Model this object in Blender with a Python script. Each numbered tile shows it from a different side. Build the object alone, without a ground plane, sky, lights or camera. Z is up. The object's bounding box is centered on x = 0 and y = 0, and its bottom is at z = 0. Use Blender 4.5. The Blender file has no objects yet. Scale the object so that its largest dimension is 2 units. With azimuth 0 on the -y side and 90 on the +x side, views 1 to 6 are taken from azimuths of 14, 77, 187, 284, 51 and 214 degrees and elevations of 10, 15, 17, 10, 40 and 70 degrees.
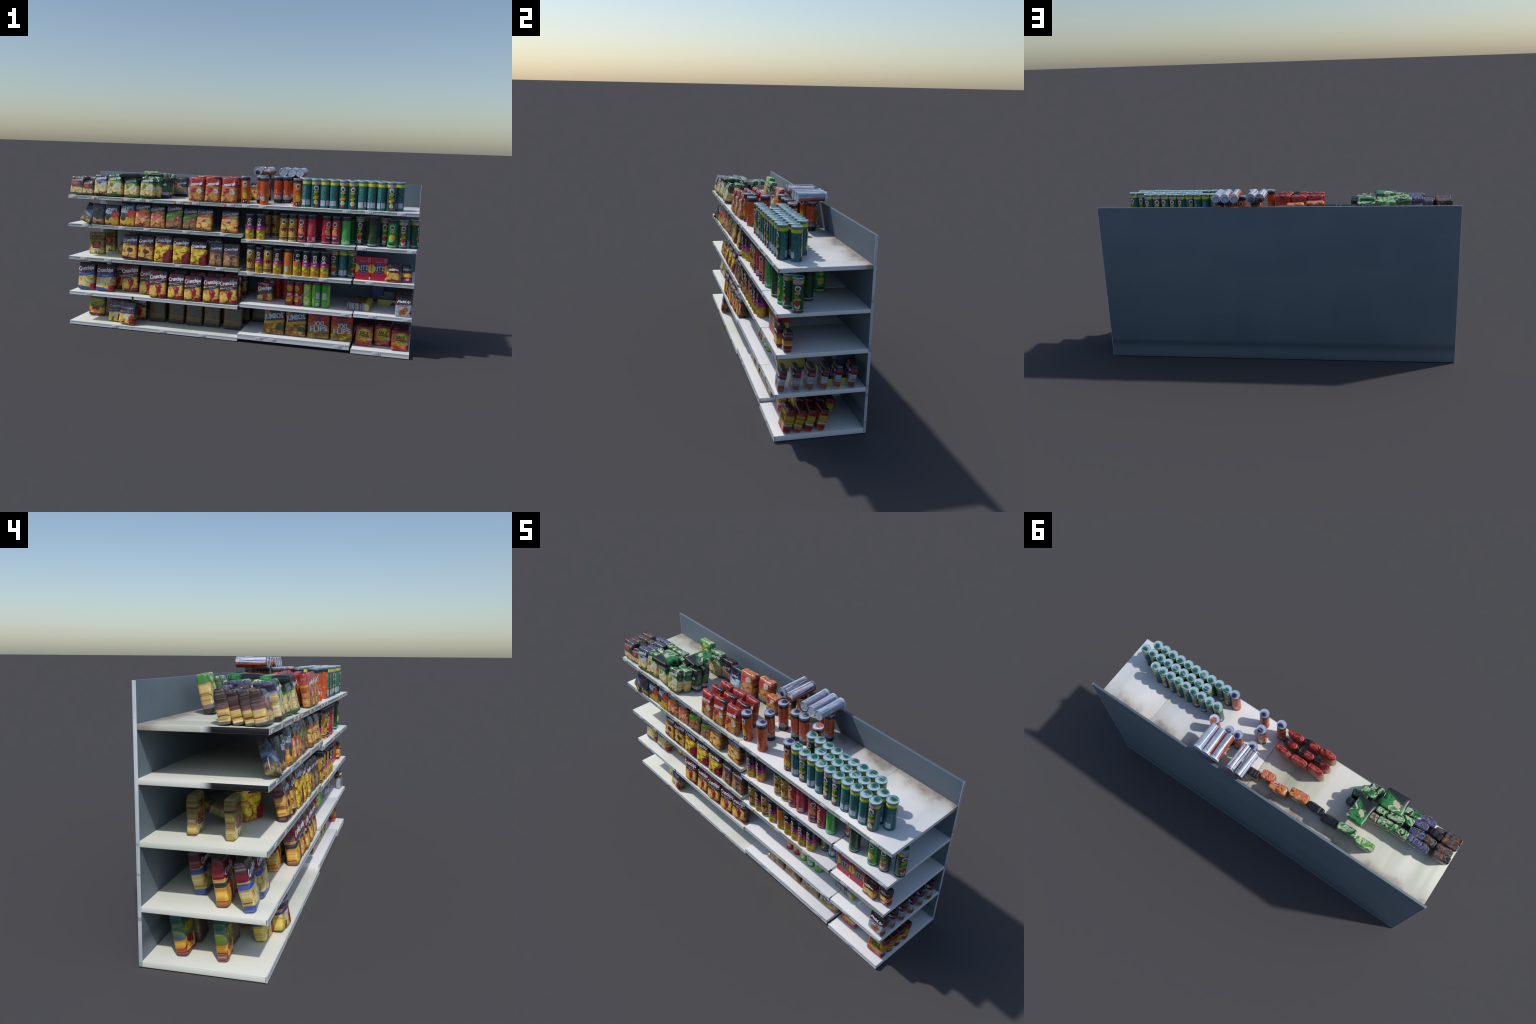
# A stocked supermarket gondola shelf: back panel, three bays of boards, crisps bags, crisps cans, boxes.
import bpy, bmesh, math, random
from mathutils import Matrix, Vector, Euler, noise

random.seed(7)
COL = bpy.context.scene.collection
R = math.radians


def rgb(hexa):
    """sRGB hex -> linear rgba"""
    v = [int(hexa[i:i + 2], 16) / 255 for i in (1, 3, 5)]
    return tuple(c / 12.92 if c < .04045 else ((c + .055) / 1.055) ** 2.4 for c in v) + (1,)


# ------------------------------------------------------------------ materials
class Mat:
    """Small builder for a printed surface: starts with one colour, lays masks of other colours on top.
    u runs across the front (-1..1), v runs from foot (0) to top (1)."""

    def __init__(s, name, base, size=(1, 1, 1), rough=.4, kind="flat", wob=.075, metal=0, coat=0, spec=.5):
        s.m = bpy.data.materials.new(name)
        s.m.use_nodes = True
        s.t = s.m.node_tree
        s.bsdf = s.t.nodes["Principled BSDF"]
        s.bsdf.inputs["Roughness"].default_value = rough
        s.bsdf.inputs["Metallic"].default_value = metal
        s.bsdf.inputs["Coat Weight"].default_value = coat
        s.bsdf.inputs["Specular IOR Level"].default_value = spec
        tc = s.n("ShaderNodeTexCoord")
        sep = s.n("ShaderNodeSeparateXYZ")
        s.link(tc.outputs["Object"], sep.inputs[0])
        s.x, s.y, s.z = sep.outputs
        w, d, h = size
        s.size = size
        rnd = s.n("ShaderNodeObjectInfo").outputs["Random"]
        s.rnd = rnd
        if kind == "can":
            ang = s.math("ARCTAN2", s.x, s.math("MULTIPLY", s.y, -1))
            s.u = s.math("DIVIDE", ang, math.pi)
            s.px = s.math("MULTIPLY", ang, w / 2)
        else:
            s.u = s.math("MULTIPLY", s.x, 2 / w)
            s.px = s.x
        s.v = s.math("MULTIPLY", s.z, 1 / h)
        comb = s.n("ShaderNodeCombineXYZ")
        s.link(s.math("ADD", s.px, s.math("MULTIPLY", rnd, 3)), comb.inputs[0])
        s.link(s.math("MULTIPLY", rnd, 5), comb.inputs[1])
        s.link(s.z, comb.inputs[2])
        s.p = comb.outputs[0]
        s.u0, s.v0 = s.u, s.v
        s.ue, s.ve = s.u, s.v
        if wob:
            for scale, amount, edge in ((28, .55, 1.6), (110, .4, 1.0)):
                sc = s.n("ShaderNodeSeparateColor")
                s.link(s.noise(scale, 2)[1], sc.inputs[0])
                du, dv = (s.math("SUBTRACT", sc.outputs[i], .5) for i in (0, 1))
                s.ue = s.math("ADD", s.ue, s.math("MULTIPLY", du, wob * 2.6 * edge))
                s.ve = s.math("ADD", s.ve, s.math("MULTIPLY", dv, wob * 1.5 * edge))
                s.u = s.math("ADD", s.u, s.math("MULTIPLY", du, wob * 2.6 * amount))
                s.v = s.math("ADD", s.v, s.math("MULTIPLY", dv, wob * .8 * amount))
        s.c = s.col(base)

    def n(s, t, **k):
        nd = s.t.nodes.new(t)
        for a, b in k.items():
            setattr(nd, a, b)
        return nd

    def link(s, a, b):
        s.t.links.new(a, b)

    def put(s, sock, val):
        if isinstance(val, (int, float)):
            sock.default_value = val
        elif isinstance(val, tuple):
            sock.default_value = val
        else:
            s.link(val, sock)

    def math(s, op, a, b=0.0, c=None):
        nd = s.n("ShaderNodeMath", operation=op)
        s.put(nd.inputs[0], a)
        s.put(nd.inputs[1], b)
        if c is not None:
            s.put(nd.inputs[2], c)
        return nd.outputs[0]

    def col(s, c):
        return rgb(c) if isinstance(c, str) else c

    def noise(s, scale, detail=2, stretch=(1, 1, 1), rough=.5, dist=0.0):
        mp = s.n("ShaderNodeMapping")
        mp.inputs["Scale"].default_value = stretch
        s.link(s.p, mp.inputs[0])
        nd = s.n("ShaderNodeTexNoise")
        s.link(mp.outputs[0], nd.inputs["Vector"])
        nd.inputs["Scale"].default_value = scale
        nd.inputs["Detail"].default_value = detail
        nd.inputs["Roughness"].default_value = rough
        nd.inputs["Distortion"].default_value = dist
        return nd.outputs["Fac"], nd.outputs["Color"]

    def step(s, x, e, soft=.02):
        nd = s.n("ShaderNodeMapRange", interpolation_type="SMOOTHSTEP")
        s.put(nd.inputs[0], x)
        nd.inputs[1].default_value = e - soft
        nd.inputs[2].default_value = e + soft
        return nd.outputs[0]

    def inv(s, a):
        return s.math("SUBTRACT", 1, a)

    def both(s, *a):
        r = a[0]
        for b in a[1:]:
            r = s.math("MULTIPLY", r, b)
        return r

    def over(s, lo, slope=0., soft=.015):
        return s.step(s.math("ADD", s.v, s.math("MULTIPLY", s.u, slope)) if slope else s.v, lo, soft)

    def band(s, lo, hi, slope=0., soft=.015):
        a = s.math("ADD", s.v, s.math("MULTIPLY", s.u, slope)) if slope else s.v
        return s.both(s.step(a, lo, soft), s.inv(s.step(a, hi, soft)))

    def oval(s, cu, cv, ru, rv, rot=0.):
        """squared distance from the middle of an oval, 1 on its rim"""
        du = s.math("SUBTRACT", s.ue, cu)
        dv = s.math("SUBTRACT", s.ve, cv)
        if rot:
            asp = s.size[2] / (s.size[0] / 2)
            c, q = math.cos(R(rot)), math.sin(R(rot))
            du, dv = (s.math("ADD", s.math("MULTIPLY", du, c), s.math("MULTIPLY", dv, q * asp)),
                      s.math("ADD", s.math("MULTIPLY", du, -q / asp), s.math("MULTIPLY", dv, c)))
        du = s.math("DIVIDE", du, ru)
        dv = s.math("DIVIDE", dv, rv)
        return s.math("ADD", s.math("MULTIPLY", du, du), s.math("MULTIPLY", dv, dv))

    def ell(s, cu, cv, ru, rv, rot=0., soft=.12):
        return s.inv(s.step(s.oval(cu, cv, ru, rv, rot), 1, soft * 2))

    def crisps(s, pal, lo=.1, hi=.5, n=8, size=.5, seed=1):
        """single big crisps lying over each other: pale belly, fried rim, thin dark edge"""
        rr = random.Random(seed)
        for i in range(n):
            cu = -1 + 2 * ((i * .618 + rr.random() * .25) % 1)
            cv = hi - (hi - lo) * (i + .3) / n + rr.uniform(-.03, .03)
            ru = size * rr.uniform(.8, 1.2)
            rv = ru * s.size[0] / 2 / s.size[2] * rr.uniform(.55, .85)
            r2 = s.oval(cu, cv, ru, rv, rr.uniform(-50, 50))
            side = s.math("MULTIPLY", s.math("SUBTRACT", s.ve, cv), -.3 / rv)
            if i % 2:
                side = s.math("ADD", side, s.math("MULTIPLY", s.math("SUBTRACT", s.ue, cu), .3 / ru))
            face = s.ramp(s.math("MULTIPLY_ADD", r2, .75, s.math("ADD", side, .22)), [(.0, pal["light"]), (.45, pal["light"] if i % 3 else pal["mid"]), (.8, pal["mid"]), (.92, pal["edge"]), (1, pal["dark"])])
            s.lay(s.inv(s.step(r2, .98, .05)), face)

    def rect(s, u0, u1, v0, v1, soft=.01):
        return s.both(s.step(s.u0, u0, soft), s.inv(s.step(s.u0, u1, soft)), s.step(s.v0, v0, soft),
                      s.inv(s.step(s.v0, v1, soft)))

    def lay(s, mask, colour, amount=1.0):
        nd = s.n("ShaderNodeMix", data_type="RGBA")
        s.put(nd.inputs[0], s.math("MULTIPLY", mask, amount) if amount != 1 else mask)
        s.put(nd.inputs[6], s.c)
        s.put(nd.inputs[7], s.col(colour))
        s.c = nd.outputs[2]

    def ramp(s, x, stops):
        nd = s.n("ShaderNodeValToRGB")
        s.put(nd.inputs[0], x)
        e = nd.color_ramp.elements
        e[0].position, e[0].color = stops[0][0], rgb(stops[0][1])
        e[1].position, e[1].color = stops[-1][0], rgb(stops[-1][1])
        for p, c in stops[1:-1]:
            k = e.new(p)
            k.color = rgb(c)
        return nd.outputs[0]

    def chips(s, light, mid, edge, dark, scale=33, stretch=(1, 1, 1.5), rot=25, other=None):
        """overlapping crisps: cells with a pale middle, a fried rim and dark gaps"""
        mp = s.n("ShaderNodeMapping")
        mp.inputs["Scale"].default_value = stretch
        mp.inputs["Rotation"].default_value = (0, R(rot), 0)
        nz = s.noise(30, 1)
        add = s.n("ShaderNodeMix", data_type="VECTOR")
        add.inputs[0].default_value = .018
        s.link(s.p, add.inputs[4])
        s.link(nz[1], add.inputs[5])
        s.link(add.outputs[1], mp.inputs[0])
        vo = s.n("ShaderNodeTexVoronoi", feature="F1")
        vo.inputs["Scale"].default_value = scale
        s.link(mp.outputs[0], vo.inputs["Vector"])
        sc = s.n("ShaderNodeSeparateColor")
        s.link(vo.outputs["Color"], sc.inputs[0])
        c = s.ramp(vo.outputs["Distance"], [(0.1, light), (.42, mid), (.66, edge), (.92, dark)])
        mx = s.n("ShaderNodeMix", data_type="RGBA")
        s.link(s.math("MULTIPLY", s.step(sc.outputs[0], .55, .2), .75), mx.inputs[0])
        s.link(c, mx.inputs[6])
        mx.inputs[7].default_value = rgb(other or edge)
        fine = s.noise(190, 2)[0]
        m2 = s.n("ShaderNodeMix", data_type="RGBA")
        s.link(s.math("MULTIPLY", s.step(fine, .62, .1), .22), m2.inputs[0])
        s.link(mx.outputs[2], m2.inputs[6])
        m2.inputs[7].default_value = rgb(dark)
        return m2.outputs[2]

    def swirl(s, palette, lo=.9, soft=.05, scale=19):
        """folded foil at the top of a pouch: the print bunched up into curling veins"""
        c = s.n("ShaderNodeCombineXYZ")
        s.link(s.math("ADD", s.x, s.math("MULTIPLY", s.rnd, 4)), c.inputs[0])
        s.link(s.y, c.inputs[1])
        s.link(s.z, c.inputs[2])
        nd = s.n("ShaderNodeTexNoise")
        s.link(c.outputs[0], nd.inputs["Vector"])
        nd.inputs["Scale"].default_value = scale
        nd.inputs["Detail"].default_value = 2
        nd.inputs["Distortion"].default_value = 1.6
        k = len(palette)
        s.lay(s.over(lo, .04, soft), s.ramp(nd.outputs["Fac"], [(.3 + .42 * i / (k - 1), q) for i, q in enumerate(palette)]))

    def crinkle(s, colour, amount=.35, scale=60, stretch=(1, 1, .35), at=.58):
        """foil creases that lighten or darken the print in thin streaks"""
        s.lay(s.step(s.noise(scale, 3, stretch, .6, .4)[0], at, .09), colour, amount)

    def done(s, bump=0.0, bscale=120):
        s.put(s.bsdf.inputs["Base Color"], s.c)
        if bump:
            b = s.n("ShaderNodeBump")
            b.inputs["Strength"].default_value = bump
            b.inputs["Distance"].default_value = .002
            s.link(s.noise(bscale, 2, (1, 1, .6))[0], b.inputs["Height"])
            s.link(b.outputs[0], s.bsdf.inputs["Normal"])
        return s.m


def plain(name, colour, rough=.5, metal=0):
    m = Mat(name, colour, rough=rough, wob=0, metal=metal)
    m.lay(m.step(m.noise(40, 2)[0], .6, .15), tuple(c * .9 for c in rgb(colour)[:3]) + (1,))
    return m.done()


INK = {k: plain("ink_" + k, c, .45) for k, c in dict(
    white="#e6e4ea", lilac="#b9b2c4", yellow="#dccb4a", black="#15161a", grey="#8d8f95", navy="#20335c",
    dark="#5b2510", ice="#aec4d6", gold="#c9a637", orange="#d8782f").items()}


# ------------------------------------------------------------------ mesh helpers
def finish(bm, name, mats, smooth=True):
    me = bpy.data.meshes.new(name)
    bmesh.ops.recalc_face_normals(bm, faces=bm.faces)
    bm.to_mesh(me)
    bm.free()
    for m in mats:
        me.materials.append(m)
    if smooth:
        me.shade_smooth()
    return me


def add(name, mesh, parent=None, matrix=None):
    o = bpy.data.objects.new(name, mesh)
    COL.objects.link(o)
    if parent:
        o.parent = parent
    if matrix is not None:
        o.matrix_basis = matrix
    return o


def box_mesh(name, size, mat, bevel=.0015, centre=(0, 0, 0), segs=2):
    bm = bmesh.new()
    bmesh.ops.create_cube(bm, size=1)
    bmesh.ops.scale(bm, vec=size, verts=bm.verts)
    if bevel:
        bmesh.ops.bevel(bm, geom=bm.edges[:], offset=bevel, segments=segs, affect='EDGES', profile=.5)
    bmesh.ops.translate(bm, vec=centre, verts=bm.verts)
    me = finish(bm, name, [mat])
    me.set_sharp_from_angle(angle=R(40))
    return me


_text = {}


def text_shape(word, shear=0.):
    """outline of a word in the built-in font, filled, centred, one unit wide and one unit high"""
    key = (word, shear)
    if key not in _text:
        cu = bpy.data.curves.new("word", "FONT")
        cu.body, cu.shear, cu.resolution_u, cu.offset = word, shear, 2, .012
        cu.align_x = "CENTER"
        ob = bpy.data.objects.new("word", cu)
        COL.objects.link(ob)
        me = bpy.data.meshes.new_from_object(ob.evaluated_get(bpy.context.evaluated_depsgraph_get()))
        vs = [v.co.copy() for v in me.vertices]
        fs = [tuple(p.vertices) for p in me.polygons]
        bpy.data.objects.remove(ob)
        bpy.data.curves.remove(cu)
        bpy.data.meshes.remove(me)
        lo = [min(v[i] for v in vs) for i in (0, 1)]
        hi = [max(v[i] for v in vs) for i in (0, 1)]
        _text[key] = [((v.x - (lo[0] + hi[0]) / 2) / (hi[0] - lo[0]), (v.y - (lo[1] + hi[1]) / 2) / (hi[1] - lo[1]))
                      for v in vs], fs
    return _text[key]


def lettering(name, words, place, bold=False):
    """words: (text, centre x, centre z, width, height, turn, slant, ink, arch). place(x, z) -> point on the surface"""
    vs, fs, ms, inks = [], [], [], []
    passes = ((-.012, 0), (0, .00025), (.012, .0005)) if bold else ((0, 0),)
    for (w, cx, cz, ww, hh, rot, shear, ink, arch), (dx, proud) in [(k, o) for k in words for o in passes]:
        cx, hh = cx + dx * ww, hh * (1.12 if bold else 1)
        pts, faces = text_shape(w, shear)
        b = len(vs)
        c, s = math.cos(R(rot)), math.sin(R(rot))
        for px, py in pts:
            x, z = px * ww, py * hh * (1 + .0 * px) + arch * (0.25 - px * px) * hh
            v = Vector(place(cx + x * c - z * s, cz + x * s + z * c))
            vs.append(v + Vector((0, -proud, 0)))
        if ink not in inks:
            inks.append(ink)
        for f in faces:
            fs.append(tuple(b + i for i in f))
            ms.append(inks.index(ink))
    me = bpy.data.meshes.new(name)
    me.from_pydata(vs, [], fs)
    for i in inks:
        me.materials.append(INK[i])
    for p, i in zip(me.polygons, ms):
        p.material_index = i
    return me


# ------------------------------------------------------------------ bags
class Bag:
    """a filled pouch: box with big round edges, narrower at the foot, belly on the front, soft creases"""

    def __init__(s, kind, size, mat, words=(), r=.011, taper=.12, belly=.003, crease=.0022, cap=.007, pinch=.18, noun="chip_bag",
                 label="", category="bag of crisps"):
        s.kind, s.size, s.noun, s.label, s.category = kind, size, noun, label, category
        s.r, s.taper, s.belly, s.crease = r, taper, belly, crease
        s.cap, s.pinch = min(cap, r), pinch
        s.seed = random.random() * 50
        s.mesh = s.build(mat)
        w, d, h = size
        s.text = lettering(kind + "_print", [(t, cx * w / 2, cz * h, ww * w, hh * h, rot, sh, ink, arch)
                                             for t, cx, cz, ww, hh, rot, sh, ink, arch in words],
                           bold=len(words) < 3, place=lambda x, z: s.form(Vector((x, -d / 2, z))) + Vector((0, -.0014, 0))) if words else None

    def form(s, p):
        """foot narrower, belly forward, flat seam at the top, foil creases"""
        w, d, h = s.size
        t = min(1, max(0, p.z / h))
        u = p.x / (w / 2)
        top_in = max(0, t - .74) / .26
        k = 1 - s.taper * (1 - t) ** 1.4 - s.pinch * top_in ** 1.6
        front = min(1, abs(p.y) / (d / 2))
        y = p.y * k + math.copysign(s.belly * max(0, 1 - u * u) * 4 * t * (1 - t) * front, p.y)
        x = p.x * (1 + .015 * top_in - .012 * math.sin(math.pi * t))
        q = Vector((p.x * 34 + s.seed, p.y * 16, p.z * 26))
        n1, n2 = noise.noise(q), noise.noise(q * 2.1 + Vector((5, 5, 5)))
        fold = (.5 - abs(n2)) * (.35 + .65 * t)          # sharp ridges, more of them near the seam
        x += s.crease * .7 * noise.noise(q + Vector((9, 0, 0)))
        y += s.crease * (1.3 * n1 - 1.1 * fold * front)
        z = p.z + s.crease * 2.4 * max(0, t - .5) * (noise.noise(q * .8 + Vector((0, 0, 31))) + .4 * n2)
        return Vector((x, y, z))

    def build(s, mat):
        """loft of rounded rectangles: small radius along foot and top, larger up the four corners"""
        w, d, h = s.size
        rp = min(s.r, d / 2 * .96, w / 2 * .9)
        rc = min(s.cap, h * .2)
        nx, ny, nc = 12, 3, 4

        def ring(inset, z):
            a, c, r = w / 2 - inset, d / 2 - inset, max(rp - inset, .0004)
            pts = []
            for (cx, cy), a0 in zip(((a - r, -c + r), (a - r, c - r), (-a + r, c - r), (-a + r, -c + r)), (-90, 0, 90, 180)):
                pts += [(cx + r * math.cos(R(a0 + 90 * i / nc)), cy + r * math.sin(R(a0 + 90 * i / nc))) for i in range(nc + 1)]
            # straight runs between the corners, subdivided so that they can crease
            out, m = [], nc + 1
            for k in range(4):
                seg = pts[k * m:(k + 1) * m]
                nxt = pts[((k + 1) % 4) * m]
                out += seg
                n = ny if k % 2 == 0 else nx
                out += [(seg[-1][0] + (nxt[0] - seg[-1][0]) * i / n, seg[-1][1] + (nxt[1] - seg[-1][1]) * i / n) for i in range(1, n)]
            return [(x, y, z) for x, y in out]

        levels = [(d * .36, 0), (d * .2, 0)]
        levels += [(rc * (1 - math.sin(R(90 * i / 4))), rc * (1 - math.cos(R(90 * i / 4)))) for i in range(5)]
        levels += [(0, rc + (h - 2 * rc) * i / 14) for i in range(1, 14)]
        levels += [(rc * (1 - math.cos(R(90 * i / 4))), h - rc * (1 - math.sin(R(90 * i / 4)))) for i in range(5)]
        levels += [(d * .2, h), (d * .36, h)]
        bm = bmesh.new()
        rows = [[bm.verts.new(s.form(Vector(p))) for p in ring(i, z)] for i, z in levels]
        n = len(rows[0])
        for a, b in zip(rows, rows[1:]):
            for i in range(n):
                bm.faces.new((a[i], a[(i + 1) % n], b[(i + 1) % n], b[i]))
        bm.faces.new(rows[0][::-1])
        bm.faces.new(rows[-1])
        return finish(bm, s.kind, [mat])

    def put(s, x, y, z, w=None, h=None, lean=0., yaw=0., roll=0., d=None, matrix=None):
        w0, d0, h0 = s.size
        o = add(s.noun, s.mesh)
        sc = Vector(((w or w0) / w0, (d or d0) / d0, (h or h0) / h0))
        if matrix is None:
            rot = Euler((R(-lean), 0, 0)).to_matrix().to_4x4()
            rot = Matrix.Rotation(R(yaw), 4, 'Z') @ Matrix.Rotation(R(roll), 4, 'Y') @ rot
            lift = abs(math.sin(R(lean))) * (d or d0) * .28 + abs(math.sin(R(roll))) * (w or w0) * .42
            matrix = Matrix.Translation((x, y, z + lift + .0005)) @ rot
        o.matrix_basis = matrix @ Matrix.Diagonal(sc.to_4d())
        o["label"], o["category"] = s.label, s.category
        if s.text:
            add("lettering", s.text, o)
        return o

    def lie(s, x, y, z, turn=0., pitch=0., roll=0., w=None, h=None, d=None):
        """laid flat with the front up; x, y, z is the middle"""
        m = Matrix.Translation((x, y, z)) @ Matrix.Rotation(R(turn), 4, 'Z') @ Matrix.Rotation(R(roll), 4, 'Y') \
            @ Matrix.Rotation(R(-90 + pitch), 4, 'X') @ Matrix.Translation((0, 0, -(h or s.size[2]) / 2))
        return s.put(0, 0, 0, w, h, d=d, matrix=m)


BAGS = {}


def bag(kind, size, mat, words=(), **k):
    BAGS[kind] = Bag(kind, size, mat, words, **k)


ST = (.092, .042, .14)


def print_snack(name, top, upper, chips, extra=None, split=.52, slope=.0, seal="#14161c", seal_at=.93, foot=None,
                size=ST, rough=.33, crease="#c9c4cf", swirl=None, big=7, size_of=.56, side=False, after=None):
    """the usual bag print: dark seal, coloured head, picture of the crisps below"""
    m = Mat(name, upper, size, rough)
    m.crinkle(top, .8, 45, (1, 1, .5), .52)
    m.lay(m.over(.72, .06, .1), top)
    m.crinkle(crease, .22, 70, (1, 1, .4), .62)
    m.lay(m.inv(m.over(split, slope)), m.chips(**chips))
    if big and split > .15:
        m.crisps(chips, .06, split - .06, big, size_of, sum(map(ord, name)))
    if extra:
        extra(m)
    if foot:
        m.lay(m.inv(m.over(.085, .03, .02)), foot)
    if seal:
        m.lay(m.over(seal_at, .03, .03), seal)  # dark band across the top edge
    if swirl:
        m.swirl(swirl)
    if after:
        after(m)
    m.lay(m.step(m.noise(62, 4, (1, 1, 1.3), .65, .5)[0], .55, .1), "#241a1a", .46)
    edge = m.step(m.math("ABSOLUTE", m.u0), .93, .05)
    m.lay(m.both(edge, m.step(m.noise(55, 3, (.05, 1, 1.6), .6)[0], .52, .06)), "#4a2424", .3)
    m.lay(m.both(edge, m.step(m.noise(75, 2, (.05, 1, 1.4), .6)[0], .6, .05)), "#b9a8a4", .2)
    m.lay(m.step(m.noise(95, 3, (1, 1, .8), .6, .6)[0], .62, .06), "#d8cfc8", .16)
    if side:
        m.lay(m.step(m.u0, .955, .03), "#1f1b1d", .7)  # right flank tinted near-black for the shadow between neighbouring bags
    return m.done(.25)


GOLD = dict(light="#f0c765", mid="#dc9a3c", edge="#a8622a", dark="#57300f")
PALE = dict(light="#ecdca0", mid="#d9bb70", edge="#a5803f", dark="#5e4822", other="#cfa95c")
YELLOW = dict(light="#f4d944", mid="#e6b428", edge="#c0781c", dark="#6a3c10", other="#e8b02b")
SALMON = dict(light="#eeb074", mid="#d98950", edge="#a85630", dark="#54251a", other="#b9653a")
BROWN = dict(light="#a97a4f", mid="#8a5f3c", edge="#5f4230", dark="#33241d", other="#76553f")
RUST = dict(light="#dc9c50", mid="#c4753a", edge="#8f4a22", dark="#4a2414", other="#b0602c")


def cheese(m):
    m.crisps(RUST, .06, .36, 6, .5, 3)
    m.lay(m.ell(-.38, .45, .36, .11, 10), "#b02a30")
    m.lay(m.ell(-.5, .47, .16, .05), "#d0525a")
    m.lay(m.ell(.4, .43, .38, .09, -30), "#cfcbb8")
    m.lay(m.ell(.3, .41, .2, .04, -30), "#b5a88c")


def pepper(m):
    m.lay(m.ell(.12, .4, .4, .1), "#c2213a")
    m.lay(m.ell(.14, .3, .24, .15, 10), "#b81c34")
    m.lay(m.ell(.24, .34, .12, .12, 15), "#93142a")
    m.lay(m.ell(.0, .42, .12, .035), "#e0707c")
    m.lay(m.ell(.15, .49, .1, .02), "#3c5a34")


# -- naturals
bag("brown_bag", ST, print_snack("brown_print", "#2c2624", "#665252", dict(GOLD, mid="#d9b35c", light="#f0dc9a"), lambda m: (
    m.lay(m.ell(-.3, .6, .5, .12, -15), "#c9573a"), m.lay(m.band(.4, .5, .05), "#7d545a"), m.lay(m.inv(m.over(.09)), "#6d6a6a")), .40,
    swirl=["#15161a", "#2e2524", "#75666a", "#201c1e", "#a06a38", "#17171a"]),
    [("naturals", .0, .8, .74, .14, 6, .3, "lilac", 0)], label="brown snack bag with nuts and crisps on the front")
bag("navy_bag", ST, print_snack("navy_print", "#20263c", "#39406a", PALE, lambda m: (
    m.crisps(PALE, .14, .52, 6, .66, 9), m.lay(m.ell(.3, .54, .5, .11, 20), "#d4d0cc"),
    m.lay(m.band(.64, .72, .04), "#8fa4cc")), .56, foot="#23273a", swirl=["#14161e", "#232a4a", "#6c7494", "#2a3058", "#94808c", "#16181f"]),
    [("naturals", .0, .82, .72, .13, 5, .3, "white", 0)], label="navy blue bag of potato crisps, leaning back")


def green_extra(m):
    m.lay(m.ell(0, .44, .95, .26), "#8fc45a")
    m.lay(m.inv(m.over(.36)), m.chips(**PALE))
    m.crisps(PALE, .12, .5, 7, .62, 5)
    m.lay(m.ell(-.38, .5, .26, .1), "#6f8a3c")
    m.lay(m.ell(.4, .48, .36, .13, 30), "#dedbd2")


bag("green_bag", ST, print_snack("green_print", "#1f5a2c", "#2c8038", PALE, green_extra, .42, seal="#141a1a",
                                 seal_at=.97, foot="#226b33", swirl=["#10161a", "#1c5c2b", "#2f8a40", "#c9d6b4", "#1a4a28", "#14181c"]),
    [("naturals", .05, .8, .74, .13, 6, .3, "white", 0)], label="green bag of sour cream potato crisps")
bag("dark_green_bag", ST, print_snack("dark_green_print", "#121a1c", "#24662f", PALE, lambda m: (
    m.lay(m.band(.1, .26), "#a8a7ad"), m.lay(m.inv(m.over(.12)), "#20242a")), .1, seal="#11151a", seal_at=.86, swirl=["#0f1318", "#14301c", "#10141a", "#1f5a2c", "#12161b"]),
    [("naturals", .0, .62, .7, .12, 5, .3, "white", 0)], label="dark green crisps bag with black seal")
def flat_green():
    m = Mat("flat_green_print", "#151c20", ST, .38)
    f = m.noise(17, 2, (1, 1, 1), .5, .9)[0]
    low = m.inv(m.over(.62, .25, .1))
    m.lay(low, m.ramp(f, [(.3, "#141a1c"), (.4, "#1f6a35"), (.5, "#2f8a48"), (.56, "#1c4a2c"), (.62, "#d5cbb4"), (.7, "#3a8a4a"), (.8, "#20242a")]))
    m.lay(m.ell(.15, .42, .3, .16, 30), "#cdbf9f", .85)
    return m.done(.1)


bag("flat_green_bag", ST, flat_green(), r=.0125, taper=0, crease=.001, label="dark green crisps bag lying flat on top of others")
bag("beige_bag", ST, print_snack("beige_print", "#5d6a42", "#b39a62", PALE, None, .7, seal="#4a4a46", seal_at=.95, swirl=["#6a6a6a", "#c9b079", "#3a3a38", "#d9cfae", "#8a7a4c"]),
    label="beige and gold crisps bag")


def red_extra(m):
    m.lay(m.band(.55, .62, .05), "#c98a3d")
    cheese(m)


def dark_corner(m):
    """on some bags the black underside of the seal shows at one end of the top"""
    m.lay(m.both(m.over(.93, .05, .02), m.step(m.ue, .05, .25), m.step(m.rnd, .5, .01)), "#17161a")


bag("red_bag", (.09, .034, .14), print_snack("red_print", "#a32c2a", "#b83a34", RUST, red_extra, .57, seal=None, big=0,
                                            swirl=["#2a1a1e", "#8f2a2a", "#b23a36", "#c2564f", "#b03430", "#9a2a2a"],
                                            size=(.09, .034, .14), crease="#e09a94", after=dark_corner),
    [("naturals", .05, .72, .74, .12, 8, .3, "white", 0)], taper=.2, belly=.003, r=.0175,
    label="red bag of tomato cheese potato crisps")
bag("orange_bag", (.094, .05, .135), print_snack("orange_print", "#8f3a24", "#c4872e", RUST, lambda m: (
    m.lay(m.ell(-.45, .78, .4, .2), "#d14a4c"), m.lay(m.ell(.2, .76, .34, .15, -30), "#dcd3c4"),
    m.lay(m.inv(m.over(.22)), "#7c807f"), m.lay(m.inv(m.over(.1)), "#2a2c2c")), .68, seal=None,
    swirl=["#5a1f20", "#b5602c", "#d99a45", "#c9484c", "#e0b0a0", "#8a2e26"], size=(.094, .05, .135)), label="orange crisps bag with tomato and cheese picture")
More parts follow.
